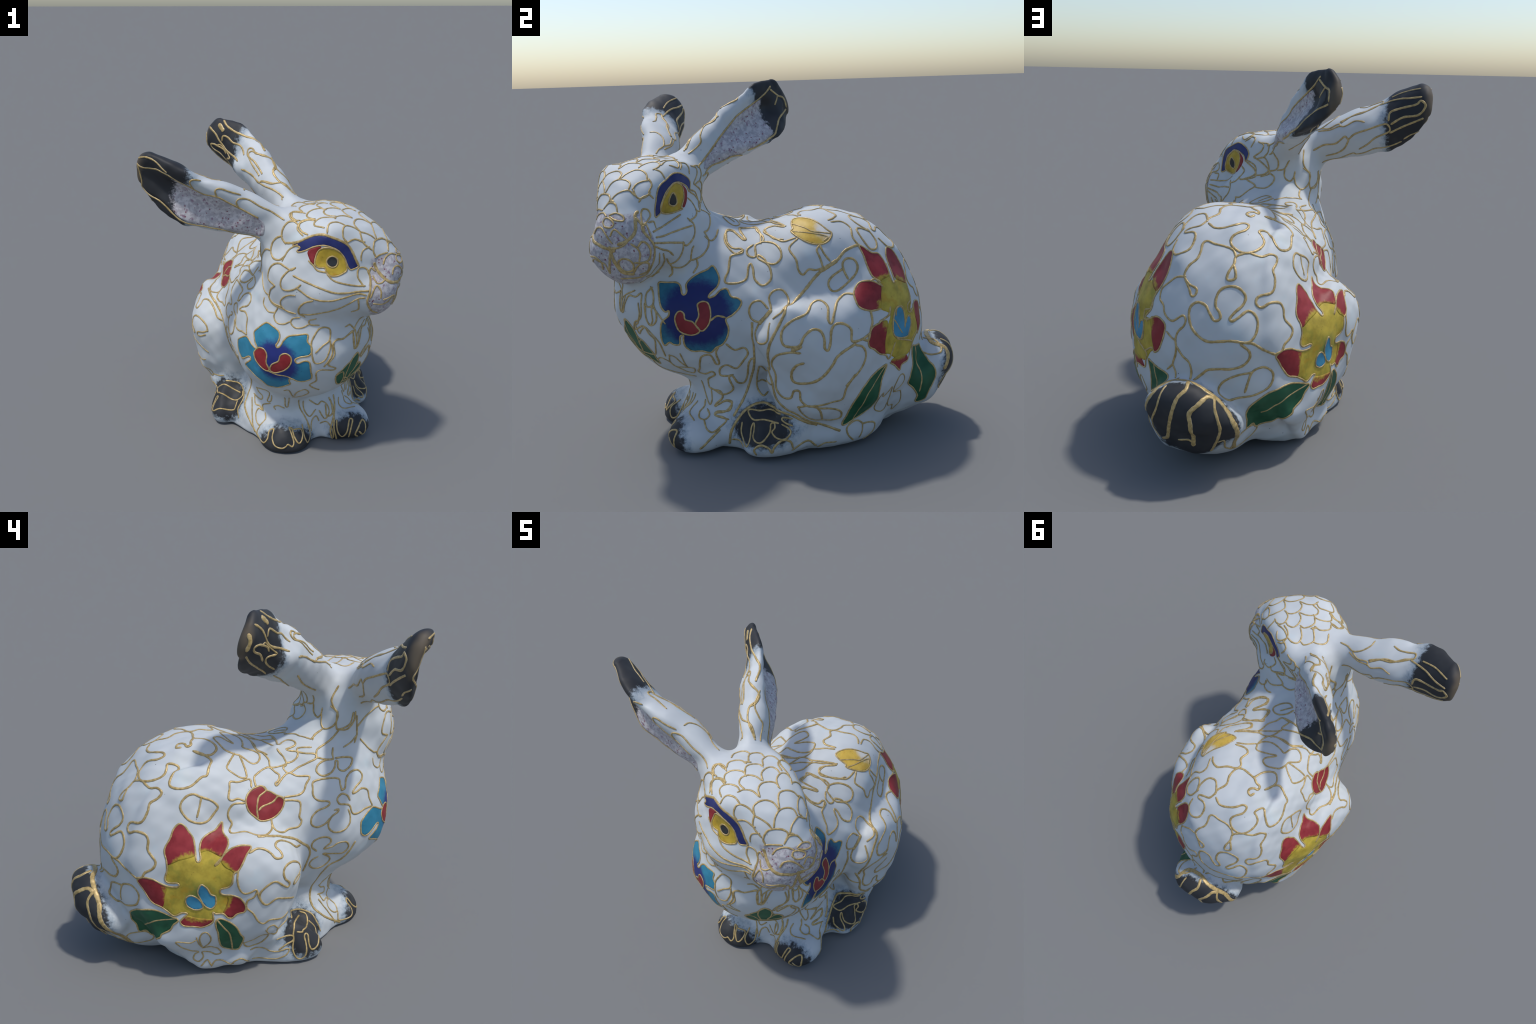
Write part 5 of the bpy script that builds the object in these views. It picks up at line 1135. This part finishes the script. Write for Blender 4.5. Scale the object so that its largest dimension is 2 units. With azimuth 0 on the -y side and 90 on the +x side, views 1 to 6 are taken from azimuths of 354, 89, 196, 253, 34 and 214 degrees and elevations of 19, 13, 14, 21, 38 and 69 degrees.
wire("scale_outline", 8, [(380, -394, 1194), (385, -375, 1158), (416, -375, 1123), (454, -405, 1086), (468, -440, 1070), (479, -464, 1071), (480, -457, 1120), (476, -448, 1137)])
wire("scale_outline", 8, [(479, -465, 1068), (489, -490, 1046), (496, -525, 1033), (504, -559, 1039), (520, -571, 1061)])
wire("scale_outline", 8, [(467, -435, 1064), (471, -432, 1034), (484, -453, 1002)])
wire("scale_outline", 8, [(502, -564, 1036), (489, -565, 1002), (490, -579, 987)])
wire("scale_outline", 8, [(312, -325, 1189), (349, -336, 1160), (384, -360, 1147), (390, -389, 1170)])
wire("scale_outline", 8, [(323, -460, 1416), (279, -440, 1397), (263, -432, 1367), (273, -425, 1336), (344, -415, 1305)])
wire("scale_outline", 8, [(263, -421, 1333), (205, -418, 1345), (176, -417, 1374), (183, -410, 1421), (206, -418, 1446), (249, -436, 1438)])
wire("scale_outline", 8, [(207, -418, 1450), (180, -410, 1483), (182, -428, 1528), (242, -449, 1531)])
wire("scale_outline", 8, [(172, -416, 1366), (131, -415, 1376), (115, -414, 1401), (115, -396, 1442), (134, -375, 1481), (165, -399, 1470)])
wire("scale_outline", 8, [(171, -415, 1355), (138, -413, 1329), (149, -397, 1292), (190, -373, 1265), (238, -372, 1266), (254, -383, 1275)])
wire("scale_outline", 8, [(116, -420, 1373), (81, -438, 1384), (50, -424, 1434)])
wire("scale_outline", 8, [(81, -439, 1376), (80, -440, 1329), (50, -451, 1306), (30, -464, 1329), (24, -469, 1360)])
wire("scale_outline", 8, [(26, -465, 1329), (11, -457, 1284), (-20, -464, 1257), (-50, -507, 1280), (-59, -528, 1342), (-23, -504, 1382)])
wire("scale_outline", 9, [(-8, -550, 1487), (-17, -508, 1421), (-36, -516, 1374), (-54, -528, 1357)])
wire("scale_outline", 8, [(-56, -524, 1342), (-63, -522, 1263), (-88, -585, 1288), (-89, -607, 1350)])
wire("scale_outline", 7, [(-15, -453, 1254), (-20, -405, 1230), (-42, -386, 1211)])

# --- muzzle
wire("wire", 15, [(489, -931, 1319), (511, -936, 1273), (548, -947, 1233), (584, -940, 1209), (623, -906, 1196), (654, -848, 1179), (679, -815, 1188)])
wire("wire", 8, [(679, -815, 1188), (698, -772, 1204), (691, -743, 1232)])
wire("wire", 13, [(671, -822, 1176), (653, -846, 1156), (644, -858, 1094), (623, -864, 1052)])
wire("wire", 8, [(542, -924, 1313), (556, -907, 1340), (591, -879, 1353), (624, -859, 1341)])
wire("wire", 8, [(630, -875, 1312), (628, -863, 1332), (646, -840, 1331), (671, -816, 1312), (674, -829, 1292), (651, -865, 1292), (630, -875, 1312)])
wire("wire", 9, [(595, -928, 1254), (604, -913, 1279), (633, -886, 1283), (664, -860, 1256), (675, -832, 1215)])
wire("wire", 8, [(681, -835, 1253), (684, -811, 1283), (692, -755, 1234)])
wire("wire", 8, [(636, -837, 1347), (642, -806, 1357), (659, -769, 1342), (674, -769, 1322), (666, -809, 1326), (643, -836, 1339)])
wire("wire", 7, [(460, -941, 1270), (470, -937, 1297), (491, -937, 1278)])
wire("wire", 7, [(482, -948, 1249), (499, -965, 1218), (526, -964, 1217), (544, -952, 1227)])
wire("wire", 8, [(466, -976, 1140), (495, -970, 1203), (521, -976, 1176), (523, -977, 1137)])
wire("wire", 8, [(489, -968, 1098), (541, -961, 1092), (595, -940, 1117), (622, -886, 1096), (623, -864, 1052)])
wire("wire", 8, [(359, -881, 931), (385, -870, 936), (422, -848, 892)])
wire("wire", 10, [(651, -706, 1328), (658, -683, 1300), (673, -674, 1269), (673, -648, 1234), (663, -628, 1197), (660, -627, 1148), (653, -646, 1087), (641, -680, 1041), (645, -743, 1024), (628, -804, 1019)])
wire("wire", 14, [(694, -797, 1210), (694, -759, 1223), (686, -725, 1249), (672, -711, 1279), (645, -713, 1342), (623, -703, 1357)])
wire("wire", 16, [(654, -848, 1188), (657, -838, 1140), (652, -814, 1083), (654, -792, 1058), (663, -739, 1049)])
wire("wire", 9, [(665, -809, 1116), (685, -785, 1135), (691, -752, 1130), (688, -731, 1104), (675, -740, 1072), (662, -776, 1065), (655, -804, 1084), (665, -809, 1116)])
wire("wire", 9, [(666, -738, 1055), (685, -713, 1093), (687, -683, 1112), (671, -657, 1102), (653, -667, 1063), (655, -702, 1045)])
wire("wire", 9, [(697, -699, 1198), (691, -679, 1220), (683, -654, 1202), (677, -643, 1167), (676, -655, 1123), (689, -692, 1113), (691, -720, 1114)])
wire("wire", 8, [(699, -731, 1209), (698, -704, 1188), (695, -693, 1158), (693, -700, 1124)])
wire("wire", 8, [(543, -970, 1121), (602, -935, 1130), (619, -905, 1108), (604, -901, 1069)])

# --- eyes
cell("eyelid", "navy", 1, [(52, -867, 1419), (77, -886, 1441), (113, -898, 1461), (154, -912, 1481), (202, -944, 1492), (244, -955, 1480), (289, -952, 1460), (329, -949, 1440), (359, -946, 1398), (378, -947, 1352), (399, -945, 1315), (380, -947, 1300), (351, -953, 1297), (333, -952, 1327), (315, -951, 1367), (291, -953, 1398), (256, -958, 1423), (203, -948, 1437), (152, -927, 1423), (111, -913, 1400), (81, -899, 1388), (71, -891, 1392), (86, -897, 1416)])
cell("eye_corner", "crimson", 2, [(124, -920, 1396), (152, -927, 1420), (193, -945, 1430), (173, -936, 1397), (160, -937, 1363), (157, -943, 1331), (141, -938, 1341), (129, -927, 1367)])
cell("iris", "gold_enamel", 2, [(163, -938, 1363), (178, -938, 1403), (203, -947, 1422), (240, -956, 1423), (274, -956, 1411), (303, -952, 1385), (324, -951, 1350), (333, -955, 1299), (310, -964, 1280), (275, -970, 1269), (242, -971, 1271), (220, -964, 1289), (211, -955, 1312), (178, -950, 1315), (160, -944, 1331)])
cell("pupil", "black", 3, [(222, -948, 1347), (233, -948, 1367), (254, -950, 1375), (276, -951, 1363), (283, -952, 1343), (274, -955, 1321), (252, -957, 1314), (230, -953, 1325)])
wire("wire", 11, [(20, -827, 1419), (44, -852, 1426), (77, -886, 1441), (113, -898, 1461), (154, -912, 1482), (202, -942, 1495), (244, -955, 1482), (295, -951, 1460), (335, -948, 1434), (362, -946, 1393), (384, -947, 1346), (399, -945, 1315)])
wire("wire", 8, [(131, -932, 1345), (152, -943, 1325), (173, -953, 1299), (220, -964, 1289)])
cell("eyelid", "navy", 1, [(560, -624, 1316), (558, -626, 1352), (539, -614, 1427), (516, -600, 1467), (470, -569, 1494), (425, -543, 1515), (391, -517, 1517), (355, -491, 1502), (327, -469, 1478), (321, -461, 1451), (341, -467, 1410), (357, -479, 1441), (391, -500, 1462), (423, -521, 1472), (453, -544, 1462), (493, -571, 1433), (514, -590, 1393), (525, -601, 1361), (524, -603, 1331)])
cell("eye_corner", "crimson", 2, [(400, -504, 1458), (376, -490, 1444), (361, -478, 1416), (379, -478, 1373), (409, -490, 1337), (414, -501, 1344), (398, -495, 1381), (389, -494, 1421)])
cell("iris", "gold_enamel", 2, [(521, -600, 1335), (520, -596, 1365), (505, -581, 1406), (472, -557, 1445), (441, -535, 1470), (406, -509, 1461), (388, -495, 1431), (396, -493, 1381), (420, -504, 1340), (422, -500, 1330), (450, -543, 1318), (485, -579, 1319)])
cell("pupil", "black", 3, [(479, -563, 1376), (474, -555, 1405), (456, -541, 1422), (436, -529, 1399), (431, -527, 1368), (444, -539, 1352), (465, -556, 1359)])

# --- back between shoulder and rump
wire("wire", 8, [(127, -294, 1229), (156, -300, 1231), (202, -277, 1216), (235, -240, 1196), (219, -213, 1194), (179, -210, 1200), (134, -235, 1211), (107, -274, 1221)])
wire("wire", 7, [(179, -239, 1208), (122, -285, 1227)])
wire("wire", 8, [(419, -191, 1097), (433, -234, 1083), (388, -278, 1119), (341, -290, 1156), (304, -274, 1180), (308, -238, 1173), (358, -189, 1139), (348, -174, 1143), (289, -207, 1173), (257, -197, 1182), (255, -152, 1182), (245, -122, 1186), (316, -96, 1165), (387, -94, 1125)])
wire("wire", 7, [(356, 41, 1207), (303, -23, 1197), (306, -67, 1179), (394, -26, 1149), (433, 22, 1151)])
wire("wire", 8, [(336, 31, 1210), (291, -6, 1208), (229, -43, 1207), (208, -118, 1192), (171, -169, 1189), (148, -202, 1198), (97, -201, 1196), (68, -208, 1196)])
wire("wire", 8, [(227, -39, 1208), (203, -28, 1213), (146, -45, 1211), (111, -126, 1191), (115, -147, 1190), (93, -195, 1194)])
wire("wire", 8, [(229, -43, 1207), (160, -82, 1202), (109, -122, 1191)])
wire("wire", 8, [(179, 50, 1236), (175, 4, 1220), (146, -45, 1211), (65, -76, 1190), (4, -72, 1180), (-57, -111, 1165)])
wire("wire", 9, [(290, 112, 1247), (238, 89, 1244), (184, 54, 1238), (161, 90, 1248), (103, 78, 1239), (37, 51, 1217), (84, 110, 1246), (80, 141, 1253), (40, 153, 1253), (-18, 116, 1210), (-38, 67, 1184), (-44, 35, 1172), (-90, -13, 1137), (-83, -53, 1138), (-46, -74, 1161), (-10, -49, 1178), (9, 2, 1197), (47, -6, 1206), (108, -11, 1215), (160, 14, 1223), (179, 50, 1236)])
wire("wire", 9, [(-38, 67, 1184), (-100, 116, 1160), (-134, 132, 1140), (-162, 80, 1099), (-163, 40, 1089), (-134, 33, 1116), (-46, 38, 1171)])
wire("wire", 11, [(374, 273, 1236), (355, 300, 1242), (310, 316, 1250), (255, 284, 1261), (200, 266, 1264), (185, 236, 1266), (210, 197, 1263), (196, 141, 1257), (228, 118, 1250), (289, 127, 1251)])

# --- tail
wire("wire", 22, [(378, 917, 365), (355, 942, 423), (326, 932, 467), (299, 869, 488), (244, 854, 506), (183, 855, 510), (114, 879, 502), (45, 876, 462), (-10, 864, 399), (-55, 870, 331), (-52, 812, 235), (-1, 712, 117)])
wire("wire", 9, [(269, 922, 498), (280, 970, 463), (297, 984, 396), (349, 899, 270), (317, 902, 225)])
wire("wire", 15, [(172, 881, 516), (159, 938, 505), (186, 977, 475), (206, 994, 415), (230, 979, 328), (252, 947, 253), (291, 911, 220)])
wire("wire", 18, [(40, 889, 457), (63, 912, 469), (91, 963, 445), (123, 988, 409), (117, 990, 351), (121, 944, 273), (129, 926, 218)])
wire("wire", 10, [(189, 952, 249), (149, 943, 251), (127, 932, 232)])
wire("wire", 13, [(38, 886, 456), (22, 922, 415), (5, 924, 359), (-2, 915, 306), (33, 878, 220), (69, 842, 156)])
wire("wire", 8, [(20, 871, 225), (-2, 856, 226), (17, 789, 154), (13, 722, 111)])
wire("wire", 9, [(245, 826, 502), (272, 877, 501), (307, 903, 485), (338, 909, 464), (357, 892, 449), (361, 843, 443), (342, 804, 451)])

# --- ears
wire("wire", 9, [(-665, -713, 1820), (-611, -751, 1800), (-556, -762, 1766), (-483, -762, 1726), (-415, -764, 1689), (-348, -787, 1678), (-290, -780, 1645), (-231, -768, 1610), (-131, -764, 1551)])
wire("wire", 8, [(-472, -768, 1724), (-489, -797, 1761), (-472, -805, 1777), (-437, -794, 1770)])
wire("wire", 8, [(-348, -787, 1678), (-356, -798, 1714), (-330, -797, 1724), (-278, -788, 1703), (-224, -769, 1682)])
wire("wire", 8, [(-231, -768, 1610), (-243, -778, 1643), (-225, -776, 1660), (-177, -765, 1652), (-113, -766, 1612), (-47, -763, 1578), (12, -787, 1540)])
wire("wire", 8, [(-761, -642, 1834), (-743, -618, 1739), (-742, -598, 1698), (-700, -635, 1657), (-642, -673, 1628), (-586, -693, 1571), (-552, -703, 1539), (-494, -706, 1510), (-406, -711, 1493), (-311, -717, 1473), (-197, -708, 1441), (-115, -729, 1425)])
wire("wire", 9, [(-758, -645, 1831), (-732, -663, 1820), (-662, -716, 1820)])
wire("wire", 8, [(-749, -664, 1873), (-710, -711, 1884), (-660, -736, 1862), (-611, -761, 1814)])
cell("inner_ear", "mauve_a", 1, [(-739, -643, 1798), (-665, -706, 1813), (-612, -745, 1793), (-556, -754, 1762), (-483, -757, 1722), (-415, -760, 1685), (-347, -785, 1675), (-290, -779, 1642), (-231, -767, 1607), (-124, -762, 1544), (-88, -756, 1504), (-98, -741, 1438), (-198, -720, 1451), (-311, -722, 1480), (-406, -714, 1500), (-488, -710, 1517), (-551, -705, 1549), (-585, -694, 1583), (-642, -673, 1634), (-699, -641, 1670), (-736, -619, 1715)])
wire("wire", 9, [(-449, -681, 1775), (-378, -646, 1736), (-302, -637, 1710), (-231, -606, 1663)])
wire("wire", 8, [(-368, -585, 1673), (-312, -594, 1675), (-252, -582, 1642), (-219, -590, 1641), (-154, -600, 1614), (-83, -631, 1601)])
wire("wire", 9, [(-64, -591, 1489), (-128, -586, 1524), (-202, -575, 1537), (-258, -568, 1582), (-282, -568, 1568), (-319, -569, 1600), (-395, -577, 1629), (-483, -592, 1662), (-515, -589, 1660), (-524, -594, 1622), (-441, -597, 1580), (-395, -600, 1539), (-349, -603, 1510)])
wire("wire", 9, [(-282, -570, 1560), (-257, -587, 1511), (-215, -605, 1480), (-140, -619, 1455)])
wire("wire", 8, [(-111, -645, 1411), (-198, -654, 1438), (-301, -616, 1479), (-330, -630, 1475), (-431, -635, 1511), (-523, -640, 1530), (-592, -629, 1561)])
wire("wire", 9, [(-458, -673, 1775), (-553, -638, 1809), (-633, -599, 1820), (-701, -579, 1830)])
wire("wire", 11, [(-517, -588, 1690), (-525, -598, 1735), (-585, -591, 1760), (-675, -574, 1786), (-703, -571, 1809), (-732, -566, 1780), (-694, -567, 1727), (-604, -577, 1709), (-537, -587, 1668)])
wire("wire", 10, [(-532, -595, 1615), (-577, -585, 1640), (-645, -576, 1673), (-718, -570, 1706)])
wire("wire", 8, [(-615, -617, 1582), (-653, -609, 1607), (-695, -616, 1629)])
wire("wire", 8, [(-525, -675, 1823), (-602, -655, 1855), (-688, -611, 1877)])
wire("wire", 8, [(-2, -674, 1584), (-51, -664, 1603), (-99, -639, 1621), (-152, -648, 1661), (-189, -686, 1691), (-195, -722, 1694)])
wire("wire", 8, [(-103, -632, 1619), (-152, -607, 1623), (-212, -602, 1654), (-220, -590, 1641)])
wire("wire", 9, [(-224, -611, 1667), (-280, -629, 1698), (-350, -634, 1722), (-418, -671, 1759), (-464, -686, 1785), (-456, -716, 1791), (-411, -711, 1773), (-364, -711, 1753), (-325, -721, 1749)])
wire("wire", 9, [(-57, -380, 1708), (-92, -320, 1764), (-127, -255, 1791), (-121, -233, 1823), (-97, -252, 1832), (-82, -292, 1810), (-33, -316, 1801), (11, -323, 1775), (26, -355, 1749), (7, -399, 1726), (16, -429, 1700), (38, -458, 1674), (74, -471, 1657), (109, -490, 1616)])
wire("wire", 8, [(-152, -277, 1711), (-118, -321, 1693), (-80, -380, 1660)])
wire("wire", 8, [(48, -521, 1599), (4, -478, 1629), (-47, -429, 1644), (-71, -392, 1656), (-52, -414, 1667), (-12, -450, 1661), (49, -464, 1669)])
wire("wire", 11, [(-248, -39, 1968), (-231, -77, 1940), (-189, -123, 1913), (-133, -163, 1892), (-60, -212, 1866), (-30, -292, 1828)])
wire("wire", 11, [(-332, 17, 1921), (-302, -27, 1887), (-277, -51, 1843), (-241, -87, 1795), (-200, -159, 1767), (-184, -200, 1749)])
wire("wire", 10, [(-265, -64, 1852), (-258, -73, 1880), (-233, -94, 1876), (-204, -134, 1849), (-161, -172, 1835), (-146, -217, 1791)])
wire("wire", 7, [(-297, -24, 1812), (-278, -47, 1822), (-246, -76, 1793), (-224, -123, 1754)])
wire("wire", 24, [(-278, -34, 1944), (-257, -68, 1913)])
wire("wire", 9, [(-222, -6, 1935), (-183, -46, 1891), (-121, -115, 1842), (-37, -209, 1777), (14, -263, 1717), (73, -308, 1664), (107, -348, 1611), (127, -387, 1563), (185, -424, 1520)])
wire("wire", 8, [(10, -312, 1782), (30, -385, 1734), (79, -410, 1687), (105, -410, 1645), (136, -474, 1593)])
wire("wire", 10, [(-221, -3, 1919), (-262, 38, 1884), (-291, 73, 1868), (-293, 90, 1817)])
wire("wire", 9, [(-262, 38, 1884), (-231, 22, 1834)])
wire("wire", 9, [(-287, 85, 1797), (-206, 46, 1754), (-153, 29, 1710), (-111, 13, 1667), (-74, -22, 1644), (-23, -90, 1608), (12, -144, 1590)])
wire("wire", 8, [(20, -184, 1562), (66, -236, 1562), (90, -288, 1540), (123, -351, 1520), (149, -387, 1483)])
cell("inner_ear", "mauve_b", 1, [(-208, -17, 1916), (-175, -60, 1872), (-123, -115, 1839), (-37, -209, 1773), (17, -263, 1710), (76, -309, 1658), (109, -348, 1605), (131, -388, 1551), (148, -389, 1502), (109, -319, 1534), (92, -287, 1544), (68, -235, 1565), (27, -184, 1569), (13, -144, 1593), (-22, -90, 1611), (-77, -22, 1651), (-119, 14, 1680), (-153, 29, 1710), (-257, 70, 1792), (-273, 59, 1859)])
wire("wire", 8, [(116, -500, 1608), (42, -461, 1672), (5, -410, 1715), (29, -376, 1739), (17, -324, 1770), (-58, -309, 1804), (-102, -261, 1817), (-122, -265, 1790), (-75, -364, 1699)])
wire("wire", 8, [(545, 520, 932), (544, 485, 958), (522, 464, 996), (492, 444, 1058), (463, 424, 1111), (460, 486, 1071), (442, 532, 1055), (458, 566, 1001), (483, 580, 957)])
wire("wire", 8, [(480, 605, 930), (443, 584, 997), (411, 574, 1047), (375, 586, 1076), (360, 621, 1052), (364, 658, 987), (386, 679, 928), (426, 691, 861), (439, 705, 799), (476, 694, 753), (464, 706, 735)])
wire("wire", 8, [(554, 522, 915), (556, 471, 940), (560, 410, 934), (594, 378, 895), (633, 382, 857), (647, 403, 824), (630, 459, 801), (603, 514, 800)])
wire("wire", 8, [(627, 507, 733), (656, 461, 713), (682, 439, 661), (684, 445, 624), (668, 471, 604), (645, 505, 569), (621, 540, 552), (611, 560, 528), (594, 593, 604)])
wire("wire", 8, [(417, 685, 883), (433, 694, 844), (446, 701, 798), (485, 680, 781), (490, 685, 741), (457, 709, 743), (396, 734, 773), (340, 766, 751), (343, 774, 694), (368, 773, 624), (404, 753, 591), (423, 745, 610), (472, 709, 577)])
wire("wire", 8, [(604, 570, 499), (588, 595, 479), (564, 625, 442), (556, 638, 471), (497, 681, 472), (481, 697, 518), (476, 706, 569), (576, 614, 622)])
wire("wire", 9, [(-321, 64, 1771), (-270, 29, 1727), (-198, -35, 1677), (-160, -80, 1643)])
wire("wire", 10, [(-245, -74, 1775), (-256, -63, 1795), (-309, -11, 1820), (-330, 23, 1813), (-316, 20, 1790), (-275, -21, 1765), (-239, -42, 1728)])
wire("wire", 9, [(-226, -116, 1746), (-235, -69, 1738), (-225, -64, 1715), (-203, -86, 1688), (-192, -115, 1668)])
wire("wire", 18, [(-352, 56, 1880), (-354, 51, 1846), (-347, 67, 1807)])
wire("wire", 8, [(-162, -266, 1709), (-118, -321, 1695), (-78, -384, 1655), (-59, -403, 1668), (-4, -453, 1664)])
wire("wire", 7, [(-70, -395, 1653), (31, -501, 1614), (42, -526, 1586)])
wire("wire", 8, [(-106, -278, 1596), (-57, -328, 1534), (-12, -410, 1484)])
wire("wire", 8, [(-142, -135, 1619), (-93, -189, 1580), (2, -262, 1521)])
wire("scale_outline", 8, [(-64, -523, 1260), (-84, -573, 1260), (-91, -611, 1307), (-91, -619, 1354)])
wire("scale_outline", 8, [(-92, -627, 1329), (-88, -631, 1230), (-93, -617, 1184)])
wire("scale_outline", 7, [(-95, -553, 1164), (-92, -596, 1186), (-89, -631, 1222)])
wire("wire", 9, [(625, -608, 1139), (611, -612, 1106), (554, -642, 1052), (616, -680, 1024)])
wire("wire", 8, [(590, -593, 1130), (544, -597, 1079), (501, -625, 1033), (515, -665, 997)])
wire("wire", 7, [(542, -723, 975), (528, -684, 996), (497, -637, 1012)])
wire("wire", 7, [(406, -861, 881), (415, -863, 838), (417, -865, 791), (435, -849, 781), (446, -841, 832), (449, -829, 873)])
wire("wire", 8, [(524, -750, 851), (535, -746, 797), (512, -760, 744), (489, -778, 722), (486, -762, 675), (510, -746, 700), (547, -713, 724), (561, -646, 641), (528, -626, 561)])
wire("wire", 7, [(546, -714, 855), (554, -711, 793), (562, -694, 746), (572, -674, 771), (565, -671, 843), (594, -609, 763)])
wire("wire", 8, [(236, -918, 709), (277, -922, 785), (276, -919, 839), (305, -910, 868), (343, -897, 864), (401, -862, 892)])
wire("wire", 8, [(334, -534, 228), (341, -551, 164), (372, -557, 175), (383, -527, 214), (370, -510, 248)])
wire("wire", 9, [(394, -488, 270), (398, -511, 227), (384, -564, 166), (362, -576, 74), (374, -583, 16)])
wire("wire", 7, [(236, -585, 86), (242, -565, 141), (272, -550, 165), (290, -545, 130)])

# ----------------------------------------------------------------------------
# 5. BUILD: the body as one skin, split into anatomical parts; then wires and cells
# ----------------------------------------------------------------------------
PART_OF = {"head": "head", "jaw": "head", "muzzle": "head", "brow": "head", "cheekL": "head", "cheekR": "head", "eyeL": "head", "eyeR": "head",
           "neck": "neck", "nape": "neck", "tail": "tail", "taillow": "tail",
           "legL": "foreleg", "ffootL": "foreleg", "elbowL": "foreleg", "legR": "foreleg.R", "ffootR": "foreleg.R", "elbowR": "foreleg.R",
           "thighL": "hind_leg", "kneeL": "hind_leg", "hfootL": "hind_leg", "thighR": "hind_leg.R", "kneeR": "hind_leg.R", "hfootR": "hind_leg.R"}
PARTS = ["torso", "head", "neck", "tail", "foreleg", "foreleg.R", "hind_leg", "hind_leg.R", "ear", "ear.R"]


def part_index(P):
    D = part_distances(P)
    names = [PART_OF.get(m[0], "torso") for m in MASSES] + ["ear", "ear.R"]
    best = np.full((len(PARTS), len(P)), 9.0)
    for d, nme in zip(D, names):
        i = PARTS.index(nme)
        best[i] = np.minimum(best[i], d + (0.02 if nme in ("ear", "ear.R") else 0.0))
    return best.argmin(0)


scene = bpy.context.scene.collection
rabbit = bpy.data.objects.new("rabbit_figurine", None)
scene.objects.link(rabbit)
rabbit["label"] = "white cloisonne enamel rabbit with gold wires and flowers"
rabbit["category"] = "figurine"
objects = {}


def attach(name, me, parent):
    o = bpy.data.objects.new(name, me)
    scene.objects.link(o)
    o.parent = parent
    return o


WIRE_MAT, EDGING_MAT = wire_material(), edging_material()
BODY_MAT = body_material()
P, F = surface_mesh()
N = gradient(P)
label = part_index(P[F].mean(1))
for i, part in enumerate(PARTS):
    f = F[label == i]
    if not len(f):
        continue
    used, inv = np.unique(f, return_inverse=True)
    nme = part.split(".")[0]
    me = new_mesh(nme, P[used], inv.reshape(-1, 4))
    me.normals_split_custom_set_from_vertices(N[used].tolist())
    me.materials.append(BODY_MAT)
    objects[part] = attach(nme, me, rabbit)


def parent_of(p):
    return objects[PARTS[int(part_index(p[None])[0])]]


make_cells(parent_of)
make_wires(parent_of)
